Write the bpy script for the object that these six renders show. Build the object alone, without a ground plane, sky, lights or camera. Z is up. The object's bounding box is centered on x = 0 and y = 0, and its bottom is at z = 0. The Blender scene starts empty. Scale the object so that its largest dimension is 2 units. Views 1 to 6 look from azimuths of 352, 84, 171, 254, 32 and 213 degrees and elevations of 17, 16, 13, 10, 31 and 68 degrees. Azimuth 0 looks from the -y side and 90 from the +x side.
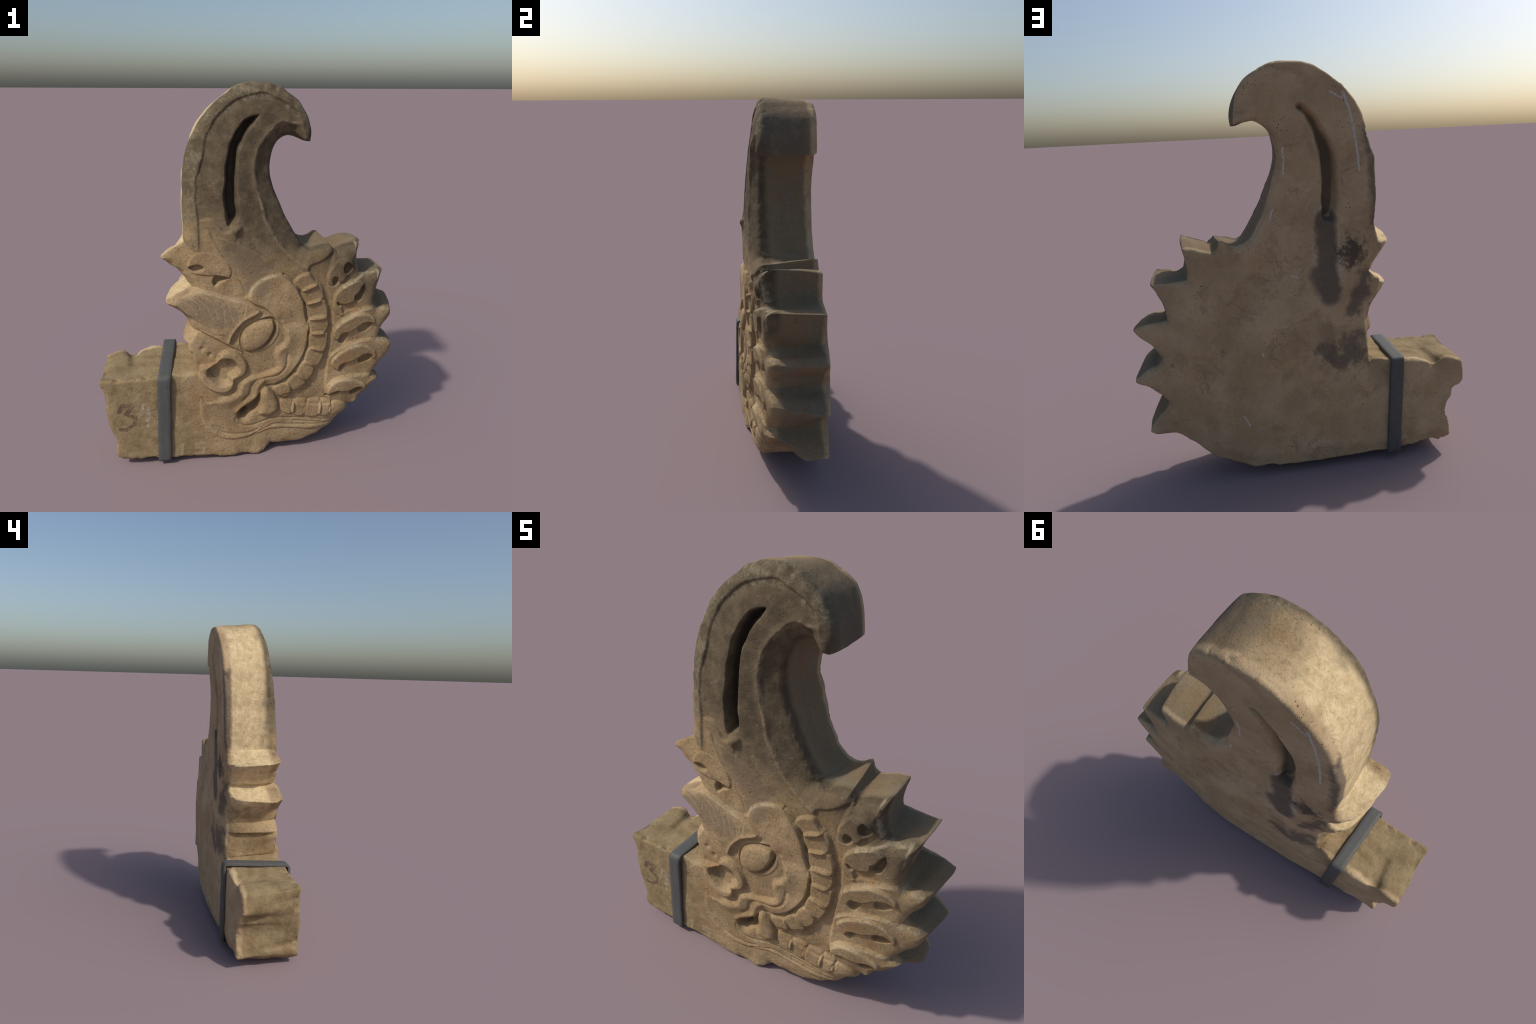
"""Weathered carved stone beast head: a slab about 0.36 m thick whose side
profile is a curled trunk over a maned head with a square tenon behind, held
by an iron strap.  The profile is described as named sides (front edge / back
edge control points); the carving on the front is described as relief rules
(raised leaves, domes, pits, grooves, steps) laid over a gently tilted face."""
import bpy, math, random
import numpy as np
from mathutils import noise as mnoise, Vector
from mathutils.geometry import delaunay_2d_cdt

SEED = 7
rng = np.random.default_rng(SEED)
random.seed(SEED)

# ------------------------------------------------------------------ sizes
STEP_EDGE = 0.0036      # spacing of samples along the profile
STEP_FRONT = 0.0030     # lattice of the carved face
STEP_BACK = 0.0075      # lattice of the plain back
WALL_ROWS = 40          # rows of faces through the thickness


def face_level(x, z):
    """y of the untouched carved face (tilts back towards the top)."""
    return (-0.1859 + 0.0511 * x + 0.0425 * z + 0.0570 * x * x + -0.0360 * x * z + -0.0403 * z * z + 0.0227 * z ** 3)


def back_level(x, z):
    """y of the plain back."""
    return (0.2198 + 0.0071 * x + -0.0383 * z + -0.0490 * x * x + -0.0162 * x * z + 0.0139 * z * z)


def smooth(t):
    t = np.clip(t, 0.0, 1.0)
    return t * t * (3 - 2 * t)


def catmull(pts, n=8, closed=False):
    """Centripetal-ish smooth curve through control points."""
    p = np.array(pts, float)
    if len(p) < 3:
        return np.array([p[0] + (p[-1] - p[0]) * t for t in np.linspace(0, 1, n)])
    if closed:
        q = np.vstack([p[-1], p, p[0], p[1]])
    else:
        q = np.vstack([2 * p[0] - p[1], p, 2 * p[-1] - p[-2]])
    out = []
    for i in range(1, len(q) - 2):
        a, b, c, d = q[i - 1], q[i], q[i + 1], q[i + 2]
        L = np.linalg.norm(c - b) + 1e-9
        la = np.linalg.norm(b - a) + 1e-9
        ld = np.linalg.norm(d - c) + 1e-9
        m1 = ((b - a) / la + (c - b) / L) * 0.5 * L
        m2 = ((c - b) / L + (d - c) / ld) * 0.5 * L
        t = np.linspace(0, 1, n, endpoint=False)[:, None]
        out.append(b * (2 * t**3 - 3 * t**2 + 1) + m1 * (t**3 - 2 * t**2 + t)
                   + c * (-2 * t**3 + 3 * t**2) + m2 * (t**3 - t**2))
    if not closed:
        out.append(q[-2][None])
    return np.vstack(out)


def resample(c, n):
    d = np.r_[0, np.cumsum(np.linalg.norm(np.diff(c, axis=0), axis=1))]
    t = np.linspace(0, d[-1], n + 1)
    return np.stack([np.interp(t, d, c[:, 0]), np.interp(t, d, c[:, 1])], 1)


def length(c):
    return float(np.linalg.norm(np.diff(c, axis=0), axis=1).sum())


# --------------------------------------------------------- the side profile
SIDES = []


def side(name, front, back, drop, width, bulge=0.0, flare=False):
    """One side of the profile from corner to corner.  front/back: (x, z)
    control points of its front and back edge; drop/width: how far and over
    what distance the carved face falls away towards this edge; bulge: how far
    the wall swells between front and back; flare: the wall keeps the front
    shape and only swings to the back shape in its rear half."""
    cf, cb = catmull(front), catmull(back)
    n = max(4, int(math.ceil(max(length(cf), length(cb)) / STEP_EDGE)))
    SIDES.append(dict(name=name, f=resample(cf, n), b=resample(cb, n), drop=drop,
                      width=width, bulge=bulge, flare=flare))


side("tenon_top",
     [(-0.801, 0.498), (-0.762, 0.501), (-0.667, 0.503), (-0.612, 0.507), (-0.556, 0.509), (-0.500, 0.517), (-0.436, 0.524),
         (-0.360, 0.522), (-0.290, 0.530)],
     [(-0.804, 0.482), (-0.779, 0.496), (-0.687, 0.509), (-0.658, 0.492), (-0.613, 0.507), (-0.539, 0.521), (-0.486, 0.524),
         (-0.410, 0.536), (-0.334, 0.539), (-0.311, 0.530)],
     0.014, 0.02, -0.004)
side("cheek_side",
     [(-0.290, 0.530), (-0.317, 0.610), (-0.336, 0.651), (-0.341, 0.690)],
     [(-0.323, 0.530), (-0.314, 0.565), (-0.309, 0.631), (-0.305, 0.687)],
     0.02, 0.03, 0.012)
side("leaf3_top",
     [(-0.341, 0.694), (-0.312, 0.738), (-0.278, 0.760)],
     [(-0.305, 0.687), (-0.303, 0.733), (-0.302, 0.756)],
     0.014, 0.02, 0.044)
side("leaf2_under",
     [(-0.278, 0.760), (-0.283, 0.771), (-0.319, 0.832), (-0.343, 0.856), (-0.385, 0.885), (-0.430, 0.912)],
     [(-0.290, 0.756), (-0.297, 0.792), (-0.320, 0.839), (-0.362, 0.898), (-0.380, 0.936)],
     0.018, 0.04, 0.046)
side("leaf2_top",
     [(-0.430, 0.912), (-0.410, 0.932), (-0.359, 0.958), (-0.324, 0.978), (-0.292, 0.997)],
     [(-0.380, 0.936), (-0.374, 0.955), (-0.340, 0.978), (-0.318, 1.000)],
     0.018, 0.04, 0.002)
side("leaf1_under",
     [(-0.292, 0.997), (-0.303, 1.019), (-0.318, 1.042), (-0.340, 1.067), (-0.365, 1.096), (-0.391, 1.109), (-0.420, 1.133),
         (-0.457, 1.154)],
     [(-0.318, 1.000), (-0.332, 1.039), (-0.360, 1.080), (-0.387, 1.121), (-0.393, 1.138)],
     0.02, 0.05, 0.036)
side("leaf1_top",
     [(-0.457, 1.154), (-0.449, 1.169), (-0.426, 1.184), (-0.388, 1.203), (-0.345, 1.225)],
     [(-0.393, 1.138), (-0.369, 1.145), (-0.363, 1.158), (-0.348, 1.215)],
     0.02, 0.05, 0.006)
side("trunk_outer",
     [(-0.345, 1.222), (-0.348, 1.249), (-0.346, 1.299), (-0.347, 1.379), (-0.346, 1.432), (-0.342, 1.476), (-0.344, 1.517),
         (-0.339, 1.561), (-0.339, 1.588), (-0.333, 1.624), (-0.328, 1.650), (-0.311, 1.703), (-0.296, 1.739),
         (-0.273, 1.777), (-0.253, 1.816), (-0.223, 1.854), (-0.193, 1.886), (-0.162, 1.915), (-0.118, 1.947),
         (-0.096, 1.967), (-0.044, 1.988), (-0.008, 1.997), (0.029, 1.999), (0.080, 1.996), (0.139, 1.980), (0.183, 1.949),
         (0.228, 1.918), (0.262, 1.868), (0.283, 1.828), (0.295, 1.782), (0.296, 1.749), (0.292, 1.722)],
     [(-0.348, 1.215), (-0.344, 1.250), (-0.347, 1.292), (-0.351, 1.354), (-0.348, 1.445), (-0.345, 1.506), (-0.344, 1.547),
         (-0.325, 1.596), (-0.313, 1.644), (-0.305, 1.680), (-0.285, 1.744), (-0.261, 1.791), (-0.228, 1.834),
         (-0.201, 1.867), (-0.157, 1.902), (-0.110, 1.936), (-0.071, 1.957), (-0.013, 1.973), (0.034, 1.977),
         (0.084, 1.977), (0.127, 1.969), (0.163, 1.952), (0.194, 1.937), (0.222, 1.918), (0.242, 1.900), (0.262, 1.868),
         (0.278, 1.824), (0.287, 1.772), (0.292, 1.722)],
     0.03, 0.045, 0.003)
side("trunk_inner",
     [(0.284, 1.718), (0.258, 1.722), (0.234, 1.737), (0.214, 1.748), (0.172, 1.750), (0.134, 1.730), (0.107, 1.690),
         (0.096, 1.654), (0.090, 1.598), (0.092, 1.561), (0.094, 1.540), (0.111, 1.479), (0.143, 1.409), (0.171, 1.342),
         (0.212, 1.269), (0.253, 1.205), (0.270, 1.183)],
     [(0.292, 1.720), (0.263, 1.728), (0.234, 1.730), (0.206, 1.731), (0.176, 1.714), (0.148, 1.688), (0.135, 1.666),
         (0.123, 1.631), (0.115, 1.603), (0.109, 1.564), (0.113, 1.525), (0.133, 1.474), (0.144, 1.428), (0.153, 1.404),
         (0.169, 1.349), (0.188, 1.297), (0.211, 1.257), (0.229, 1.221), (0.281, 1.177), (0.318, 1.169)],
     0.016, 0.02, 0.004)
side("sprout_up",
     [(0.267, 1.187), (0.302, 1.163), (0.334, 1.172), (0.412, 1.184)],
     [(0.318, 1.169), (0.358, 1.180), (0.379, 1.200), (0.393, 1.200)],
     0.04, 0.06, 0)
side("sprout_down",
     [(0.412, 1.184), (0.430, 1.167), (0.442, 1.154)],
     [(0.393, 1.200), (0.406, 1.161), (0.429, 1.148)],
     0.04, 0.06, 0)
side("flame1_up",
     [(0.446, 1.149), (0.476, 1.166), (0.526, 1.184), (0.565, 1.204)],
     [(0.429, 1.148), (0.481, 1.164), (0.508, 1.175), (0.540, 1.177), (0.560, 1.170)],
     0.045, 0.09, 0.009)
side("flame1_down",
     [(0.568, 1.205), (0.564, 1.186), (0.556, 1.140), (0.558, 1.106), (0.565, 1.063), (0.573, 1.037)],
     [(0.560, 1.170), (0.556, 1.147), (0.549, 1.113), (0.545, 1.071), (0.550, 1.029)],
     0.035, 0.05, 0.009)
side("flame2_up",
     [(0.570, 1.036), (0.604, 1.017), (0.646, 1.033), (0.694, 1.036)],
     [(0.550, 1.029), (0.597, 1.025), (0.646, 1.022), (0.694, 1.022), (0.716, 1.022)],
     0.03, 0.07, 0.009)
side("flame2_down",
     [(0.703, 1.035), (0.693, 0.997), (0.678, 0.932), (0.666, 0.880), (0.660, 0.843)],
     [(0.716, 1.022), (0.701, 0.990), (0.685, 0.955), (0.671, 0.924), (0.659, 0.884), (0.652, 0.845)],
     0.03, 0.04, 0.009)
side("flame3_up",
     [(0.657, 0.848), (0.685, 0.812), (0.730, 0.819), (0.763, 0.809)],
     [(0.652, 0.843), (0.720, 0.838), (0.772, 0.832), (0.812, 0.815)],
     0.025, 0.05, 0.009)
side("flame3_down",
     [(0.765, 0.807), (0.773, 0.778), (0.762, 0.756), (0.735, 0.722), (0.719, 0.693), (0.702, 0.646)],
     [(0.812, 0.813), (0.808, 0.793), (0.761, 0.753), (0.727, 0.722), (0.713, 0.700), (0.688, 0.658)],
     0.028, 0.05, 0.009)
side("flame4_up",
     [(0.700, 0.649), (0.726, 0.636), (0.755, 0.626), (0.785, 0.601)],
     [(0.688, 0.658), (0.711, 0.631), (0.746, 0.619), (0.781, 0.600), (0.826, 0.562)],
     0.025, 0.05, 0.009)
side("flame4_down",
     [(0.788, 0.598), (0.790, 0.569), (0.779, 0.537), (0.751, 0.506), (0.718, 0.467), (0.697, 0.438), (0.682, 0.413)],
     [(0.826, 0.562), (0.818, 0.548), (0.783, 0.532), (0.752, 0.512), (0.713, 0.481), (0.677, 0.443)],
     0.028, 0.05, 0.009)
side("flame5_up",
     [(0.682, 0.413), (0.700, 0.405), (0.721, 0.393)],
     [(0.677, 0.443), (0.703, 0.402), (0.736, 0.369), (0.766, 0.335), (0.784, 0.300)],
     0.03, 0.05, 0.009)
side("flame5_down",
     [(0.723, 0.389), (0.715, 0.376), (0.682, 0.345), (0.656, 0.314), (0.624, 0.296), (0.598, 0.253), (0.571, 0.242), (0.558, 0.233)],
     [(0.784, 0.300), (0.770, 0.282), (0.735, 0.282), (0.701, 0.285), (0.663, 0.285)],
     0.03, 0.04, 0, True)
side("jaw_under",
     [(0.560, 0.230), (0.553, 0.206), (0.542, 0.187), (0.509, 0.166), (0.477, 0.135), (0.455, 0.108), (0.414, 0.084),
         (0.373, 0.059), (0.336, 0.050), (0.305, 0.032), (0.255, 0.021), (0.191, 0.023), (0.146, 0.024), (0.101, 0.028)],
     [(0.664, 0.259), (0.648, 0.250), (0.615, 0.226), (0.578, 0.205), (0.554, 0.183), (0.510, 0.142), (0.460, 0.108),
         (0.434, 0.102), (0.370, 0.074), (0.292, 0.042)],
     0.045, 0.1, 0, True)
side("base_under",
     [(0.098, 0.043), (0.058, 0.019), (0.023, -0.002), (-0.012, 0.001), (-0.060, 0.014), (-0.108, 0.005), (-0.228, 0.010),
         (-0.355, 0.018), (-0.458, 0.021), (-0.528, 0.026), (-0.631, 0.026), (-0.721, 0.033)],
     [(0.292, 0.048), (0.261, 0.047), (0.216, 0.050), (0.176, 0.034), (0.176, 0.034), (0.039, 0.034), (-0.101, 0.031),
         (-0.291, 0.028), (-0.437, 0.022), (-0.502, 0.028), (-0.588, 0.038), (-0.634, 0.045), (-0.681, 0.029)],
     0.016, 0.025, 0.004)
side("tenon_end",
     [(-0.721, 0.035), (-0.744, 0.062), (-0.747, 0.100), (-0.739, 0.127), (-0.749, 0.161), (-0.763, 0.203), (-0.777, 0.291),
         (-0.786, 0.381), (-0.787, 0.426), (-0.800, 0.462), (-0.805, 0.489), (-0.801, 0.498)],
     [(-0.681, 0.049), (-0.706, 0.062), (-0.740, 0.079), (-0.740, 0.113), (-0.734, 0.170), (-0.718, 0.224), (-0.731, 0.267),
         (-0.751, 0.289), (-0.761, 0.328), (-0.797, 0.347), (-0.814, 0.369), (-0.816, 0.404), (-0.807, 0.465),
         (-0.804, 0.482)],
     0.014, 0.02, 0.002)


# shared corners: one position where two sides meet
for i, s in enumerate(SIDES):
    nx = SIDES[(i + 1) % len(SIDES)]
    for k in ("f", "b"):
        m = (s[k][-1] + nx[k][0]) / 2
        for arr, e in ((s[k], -1), (nx[k], 0)):
            sh = m - arr[e]
            n = len(arr)
            w = np.linspace(1, 0, n)[:, None] ** 2
            arr += sh * (w if e == 0 else w[::-1])
# blunt, worn tips on the mane flames
for s, nx in zip(SIDES, SIDES[1:]):
    if s["name"].startswith("flame") and s["name"].endswith("up"):
        for k in ("f", "b"):
            n = min(len(s[k]), len(nx[k]), 14) - 1
            run = np.vstack([s[k][-1 - n:], nx[k][1:n + 1]])
            out = run.copy()
            for _ in range(10 if k == "b" else 5):
                out[1:-1] = 0.5 * out[1:-1] + 0.25 * (out[:-2] + out[2:])
            w = np.hanning(len(run))[:, None]
            tip = run[n] - np.array([0.22, 0.72])
            out = out + w ** 2 * tip / np.linalg.norm(tip) * (0.008 if k == "b" else 0.004)
            s[k][-1 - n:] = out[:n + 1]
            nx[k][:n + 1] = out[n:]
FB = np.vstack([s["f"][:-1] for s in SIDES])
BB = np.vstack([s["b"][:-1] for s in SIDES])
SIDE_OF = np.concatenate([[i] * (len(s["f"]) - 1) for i, s in enumerate(SIDES)])
NB = len(FB)


# ------------------------------------------------------------ 2D distances
def seg_dist(px, pz, c, closed):
    """unsigned distance, signed side (+ left of the walking direction)."""
    a = c
    b = np.roll(c, -1, 0) if closed else c[1:]
    if not closed:
        a = c[:-1]
    best = np.full(px.shape, 1e9)
    sgn = np.ones(px.shape)
    par = np.zeros(px.shape)
    for i in range(len(a)):
        ax, az = a[i]
        dx, dz = b[i] - a[i]
        l2 = dx * dx + dz * dz + 1e-12
        t = np.clip(((px - ax) * dx + (pz - az) * dz) / l2, 0, 1)
        ex, ez = px - ax - t * dx, pz - az - t * dz
        d = ex * ex + ez * ez
        m = d < best
        best = np.where(m, d, best)
        sgn = np.where(m, np.sign(dx * ez - dz * ex), sgn)
        par = np.where(m, (i + t) / len(a), par)
    return np.sqrt(best), sgn, par


def near_dist(px, pz, c, reach):
    """distance to a long open polyline, exact only within reach."""
    best = np.full(px.shape, reach)
    for k in range(0, len(c) - 1, 8):
        run = c[k:k + 9]
        lo, hi = run.min(0) - reach, run.max(0) + reach
        i = np.nonzero((px > lo[0]) & (px < hi[0]) & (pz > lo[1]) & (pz < hi[1]))[0]
        if len(i):
            best[i] = np.minimum(best[i], seg_dist(px[i], pz[i], run, False)[0])
    return best


def inside(px, pz, c):
    r = np.zeros(px.shape, bool)
    lo, hi = c.min(0), c.max(0)
    i = np.nonzero((px >= lo[0]) & (px <= hi[0]) & (pz >= lo[1]) & (pz <= hi[1]))[0]
    qx, qz, q = px[i], pz[i], np.zeros(len(i), bool)
    b = np.roll(c, -1, 0)
    for (x1, z1), (x2, z2) in zip(c, b):
        if abs(z2 - z1) < 1e-12:
            continue
        cond = (z1 > qz) != (z2 > qz)
        q ^= cond & (qx < (x2 - x1) * (qz - z1) / (z2 - z1) + x1)
    r[i] = q
    return r


def lattice(poly, step, gap):
    lo, hi = poly.min(0), poly.max(0)
    dz = step * 0.866
    rows = int((hi[1] - lo[1]) / dz) + 2
    cols = int((hi[0] - lo[0]) / step) + 2
    nxt = np.roll(poly, -1, 0)
    keep = []
    for r in range(rows):                      # row by row: keep what lies inside
        z = lo[1] + r * dz + 1e-7
        xs = lo[0] + np.arange(cols) * step + (r % 2) * step / 2
        cross = (poly[:, 1] > z) != (nxt[:, 1] > z)
        a, b = poly[cross], nxt[cross]
        hits = np.sort(a[:, 0] + (b[:, 0] - a[:, 0]) * (z - a[:, 1]) / (b[:, 1] - a[:, 1]))
        xs = xs[np.searchsorted(hits, xs) % 2 == 1]
        keep.append(np.stack([xs, np.full(len(xs), z)], 1))
    p = np.vstack(keep)
    p += rng.uniform(-0.1, 0.1, p.shape) * step
    # keep clear of the border: coarse grid hash of border samples
    cell = gap
    keys = {}
    for q in poly:
        keys.setdefault((int(q[0] // cell), int(q[1] // cell)), []).append(q)
    ok = np.ones(len(p), bool)
    near = set()
    for (i, j) in keys:
        for di in (-1, 0, 1):
            for dj in (-1, 0, 1):
                near.add((i + di, j + dj))
    ci, cj = (p[:, 0] // cell).astype(int), (p[:, 1] // cell).astype(int)
    for n in range(len(p)):
        if (ci[n], cj[n]) in near:
            for di in (-1, 0, 1):
                for dj in (-1, 0, 1):
                    for q in keys.get((ci[n] + di, cj[n] + dj), ()):
                        if (p[n, 0] - q[0]) ** 2 + (p[n, 1] - q[1]) ** 2 < gap * gap:
                            ok[n] = False
    return p[ok]


def plate(poly, step):
    """Triangulated flat region; border vertices come first, in order."""
    inner = lattice(poly, step, 0.62 * max(step, STEP_EDGE))
    co = [Vector(p) for p in np.vstack([poly, inner])]
    nb = len(poly)
    edges = [(i, (i + 1) % nb) for i in range(nb)]
    v, e, f, ov, oe, of = delaunay_2d_cdt(co, edges, [], 1, 1e-7)
    P = np.array([tuple(q) for q in v])
    T = np.array([t for t in f if len(t) == 3], int)
    # put input border vertices first in their own order
    first = np.full(len(co), -1)
    for k, src in enumerate(ov):
        for s in src:
            first[s] = k
    bidx = first[:nb]
    rest = np.setdiff1d(np.arange(len(P)), bidx)
    perm = np.concatenate([bidx, rest])
    inv = np.empty(len(P), int)
    inv[perm] = np.arange(len(perm))
    return P[perm], inv[T]


FP, FT = plate(FB, STEP_FRONT)
BP, BT = plate(BB, STEP_BACK)
X, Z = FP[:, 0], FP[:, 1]
H = np.zeros(len(X))           # relief of the carved face, + = towards viewer


# ------------------------------------------------------------ relief rules
def near(c, m):
    lo, hi = c.min(0) - m, c.max(0) + m
    return np.nonzero((X > lo[0]) & (X < hi[0]) & (Z > lo[1]) & (Z < hi[1]))[0]


def shape(pts, margin=0.06, n=6):
    c = catmull(pts, n, closed=True)
    i = near(c, margin)
    d, _, _ = seg_dist(X[i], Z[i], c, True)
    return i, np.where(inside(X[i], Z[i], c), -d, d)


def raised(pts, height, bevel, round_top=0.0):
    """Lift (or sink, height < 0) a closed shape with sloping borders."""
    i, d = shape(pts, bevel + 0.01)
    w = smooth(0.5 - d / bevel)
    if round_top:
        t = np.clip((bevel / 2 - d) / round_top, 0, 1)
        w = w * (0.45 + 0.55 * np.sqrt(1 - (1 - t) ** 2))
    H[i] += height * w


def dome(pts, height, radius):
    i, d = shape(pts, 0.01)
    t = np.clip(-d / radius, 0, 1)
    H[i] += height * np.sqrt(1 - (1 - t) ** 2)


def pit(pts, depth, soft, grow=0.15):
    i, d = shape(pts, 0.02)
    H[i] -= depth * smooth(-d / soft + grow)


def groove(pts, width, depth):
    c = catmull(pts, 6)
    i = near(c, width * 3)
    d, _, _ = seg_dist(X[i], Z[i], c, False)
    H[i] -= depth * np.exp(-(d / width) ** 2)


def ridge(pts, width, height):
    groove(pts, width, -height)


def spot(pts, radius, depth):
    d = np.hypot(X - pts[0][0], Z - pts[0][1])
    H[:] -= depth * np.exp(-(d / radius) ** 2)


def ledge(pts, left, right, reach, blend=0.006):
    """A step along an open line: lift by left/right on its two sides, fading
    out over reach."""
    c = catmull(pts, 6)
    i = near(c, reach * 3)
    d, s, par = seg_dist(X[i], Z[i], c, False)
    sd = d * s
    w = smooth(0.5 + sd / blend * 0.5)
    fade = np.exp(-(d / reach) ** 2)
    end = smooth(np.minimum(par, 1 - par) / 0.08)
    H[i] += (left * w + right * (1 - w)) * fade * end


# face falling away towards the profile edges
LEVEL_FALL = np.zeros(len(X))
for s in SIDES:
    c = s["f"][::3] if len(s["f"]) > 12 else s["f"]
    c = np.vstack([c, s["f"][-1]])
    d = near_dist(X, Z, c, s["width"])
    t = np.clip(d / s["width"], 0, 1)
    LEVEL_FALL = np.maximum(LEVEL_FALL, s["drop"] * (1 - np.sqrt(1 - (1 - t) ** 2)))

# --- trunk: rim, sunken channel, slot, ridge and chamfer
RIM = [(-0.271, 1.195), (-0.271, 1.284), (-0.276, 1.398), (-0.282, 1.443), (-0.277, 1.509), (-0.279, 1.537),
    (-0.259, 1.591), (-0.239, 1.662), (-0.232, 1.705), (-0.224, 1.744), (-0.199, 1.789), (-0.176, 1.831), (-0.136, 1.869),
    (-0.084, 1.911), (-0.004, 1.938), (0.061, 1.946), (0.127, 1.918), (0.183, 1.890), (0.225, 1.848), (0.237, 1.808)]
SLOT = [(0.035, 1.848), (-0.002, 1.843), (-0.032, 1.829), (-0.087, 1.771), (-0.114, 1.715), (-0.130, 1.643),
    (-0.141, 1.571), (-0.148, 1.477), (-0.147, 1.410), (-0.138, 1.350), (-0.120, 1.309), (-0.104, 1.320), (-0.076, 1.340),
    (-0.066, 1.374), (-0.072, 1.446), (-0.075, 1.520), (-0.072, 1.625), (-0.058, 1.693), (-0.040, 1.732), (-0.010, 1.778),
    (0.016, 1.817)]
RIDGE = [(0.237, 1.808), (0.197, 1.805), (0.168, 1.816), (0.134, 1.811), (0.097, 1.784), (0.052, 1.731), (0.022, 1.685),
    (0.008, 1.624), (0.005, 1.569), (0.017, 1.493), (0.035, 1.447), (0.054, 1.383), (0.058, 1.344), (0.093, 1.273),
    (0.136, 1.213), (0.176, 1.163), (0.209, 1.133), (0.258, 1.094), (0.278, 1.084)]
c = catmull(RIM, 6)
d, s, par = np.full(len(X), 1.0), np.ones(len(X)), np.zeros(len(X))
i = near(c, 0.17)
d[i], s[i], par[i] = seg_dist(X[i], Z[i], c, False)
on_rim = (s > 0) & (d < 0.16) & (Z > 1.17) & (X < 0.34)
H += 0.009 * smooth(0.5 + d * s / 0.014) * (d < 0.16) * (Z > 1.15) * smooth((Z - 1.17) / 0.06)
rim_wave = np.array([mnoise.noise(Vector((a * 22, 0, b * 22))) for a, b in zip(X[on_rim], Z[on_rim])])
H[on_rim] += 0.0035 * rim_wave * smooth(d[on_rim] / 0.02)
i, d = shape(SLOT, 0.16)
H[i] += 0.016 * np.exp(-(np.maximum(d, 0) / 0.07) ** 2)     # the trunk is fullest beside the slot
i, d = shape(SLOT, 0.03)
ragged = np.array([mnoise.noise(Vector((a * 30, 0, b * 14))) for a, b in zip(X[i], Z[i])])
H[i] -= 0.080 * smooth((-d - 0.003 + 0.006 * ragged) / 0.026 + 0.12)
c = catmull(RIDGE, 6)
i = near(c, 0.16)
d, s, par = seg_dist(X[i], Z[i], c, False)
e, _, _ = seg_dist(X[i], Z[i], np.vstack([q["f"][::8] for q in SIDES if q["name"] == "trunk_inner"]), False)
outer = (s > 0)
fall = d / (d + e + 1e-6)
H[i] -= np.where(outer, 0.042 * fall, 0) * smooth((0.14 - d) / 0.05) * smooth(par / 0.06) * smooth((1 - par) / 0.12)
ridge(RIDGE, 0.014, 0.006)
H += 0.014 * np.exp(-((X + 0.06) ** 2 + (Z - 1.20) ** 2) / 0.13 ** 2)
ledge([(-0.267, 1.343), (-0.248, 1.351), (-0.222, 1.353), (-0.196, 1.343), (-0.170, 1.320), (-0.144, 1.289),
    (-0.118, 1.292), (-0.099, 1.314), (-0.064, 1.317), (-0.051, 1.286)], -0.005, 0.007, 0.06)
spot([(-0.086, 1.297)], 0.022, -0.012)

# --- smooth crest plate between leaf and trunk foot
CREST = [(-0.105, 1.237), (-0.156, 1.258), (-0.198, 1.259), (-0.165, 1.184), (-0.121, 1.119), (-0.083, 1.057),
    (-0.052, 0.999), (-0.036, 0.932), (-0.017, 0.922), (-0.021, 0.956), (-0.009, 0.992), (0.019, 1.020), (0.059, 1.045),
    (0.106, 1.057), (0.156, 1.052), (0.130, 1.076), (0.070, 1.139), (0.011, 1.182), (-0.065, 1.228)]
raised(CREST, 0.004, 0.012)
CREST_LEFT = [(-0.223, 1.310), (-0.198, 1.248), (-0.165, 1.184), (-0.121, 1.119), (-0.083, 1.057), (-0.052, 0.999), (-0.037, 0.948)]
ledge(CREST_LEFT, -0.004, 0.004, 0.04)
groove(CREST_LEFT, 0.004, 0.004)
groove([(-0.065, 1.228), (-0.027, 1.203), (0.011, 1.182), (0.070, 1.139), (0.130, 1.076), (0.156, 1.052)], 0.004, 0.006)

# --- leaves on the neck side
LEAF_HIGH = [(-0.457, 1.157), (-0.425, 1.192), (-0.372, 1.206), (-0.324, 1.205), (-0.279, 1.190), (-0.226, 1.182),
    (-0.166, 1.165), (-0.121, 1.115), (-0.083, 1.061), (-0.052, 0.999), (-0.036, 0.940), (-0.100, 0.935), (-0.177, 0.959),
    (-0.247, 0.983), (-0.292, 1.001), (-0.318, 1.047), (-0.365, 1.100), (-0.420, 1.137)]
LEAF_LOW = [(-0.430, 0.917), (-0.359, 0.963), (-0.308, 0.981), (-0.247, 0.979), (-0.178, 0.957), (-0.100, 0.931),
    (-0.017, 0.901), (0.031, 0.865), (-0.049, 0.814), (-0.098, 0.761), (-0.122, 0.698), (-0.090, 0.669), (-0.058, 0.638),
    (-0.143, 0.686), (-0.202, 0.725), (-0.260, 0.758), (-0.278, 0.765), (-0.319, 0.837), (-0.385, 0.890)]
LEAF_CHEEK = [(-0.340, 0.737), (-0.332, 0.783), (-0.278, 0.765), (-0.202, 0.725), (-0.143, 0.686), (-0.058, 0.638),
    (-0.078, 0.635), (-0.154, 0.649), (-0.187, 0.620), (-0.200, 0.581), (-0.236, 0.573), (-0.274, 0.569), (-0.322, 0.629),
    (-0.333, 0.660)]
raised(LEAF_HIGH, -0.004, 0.012)
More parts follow.
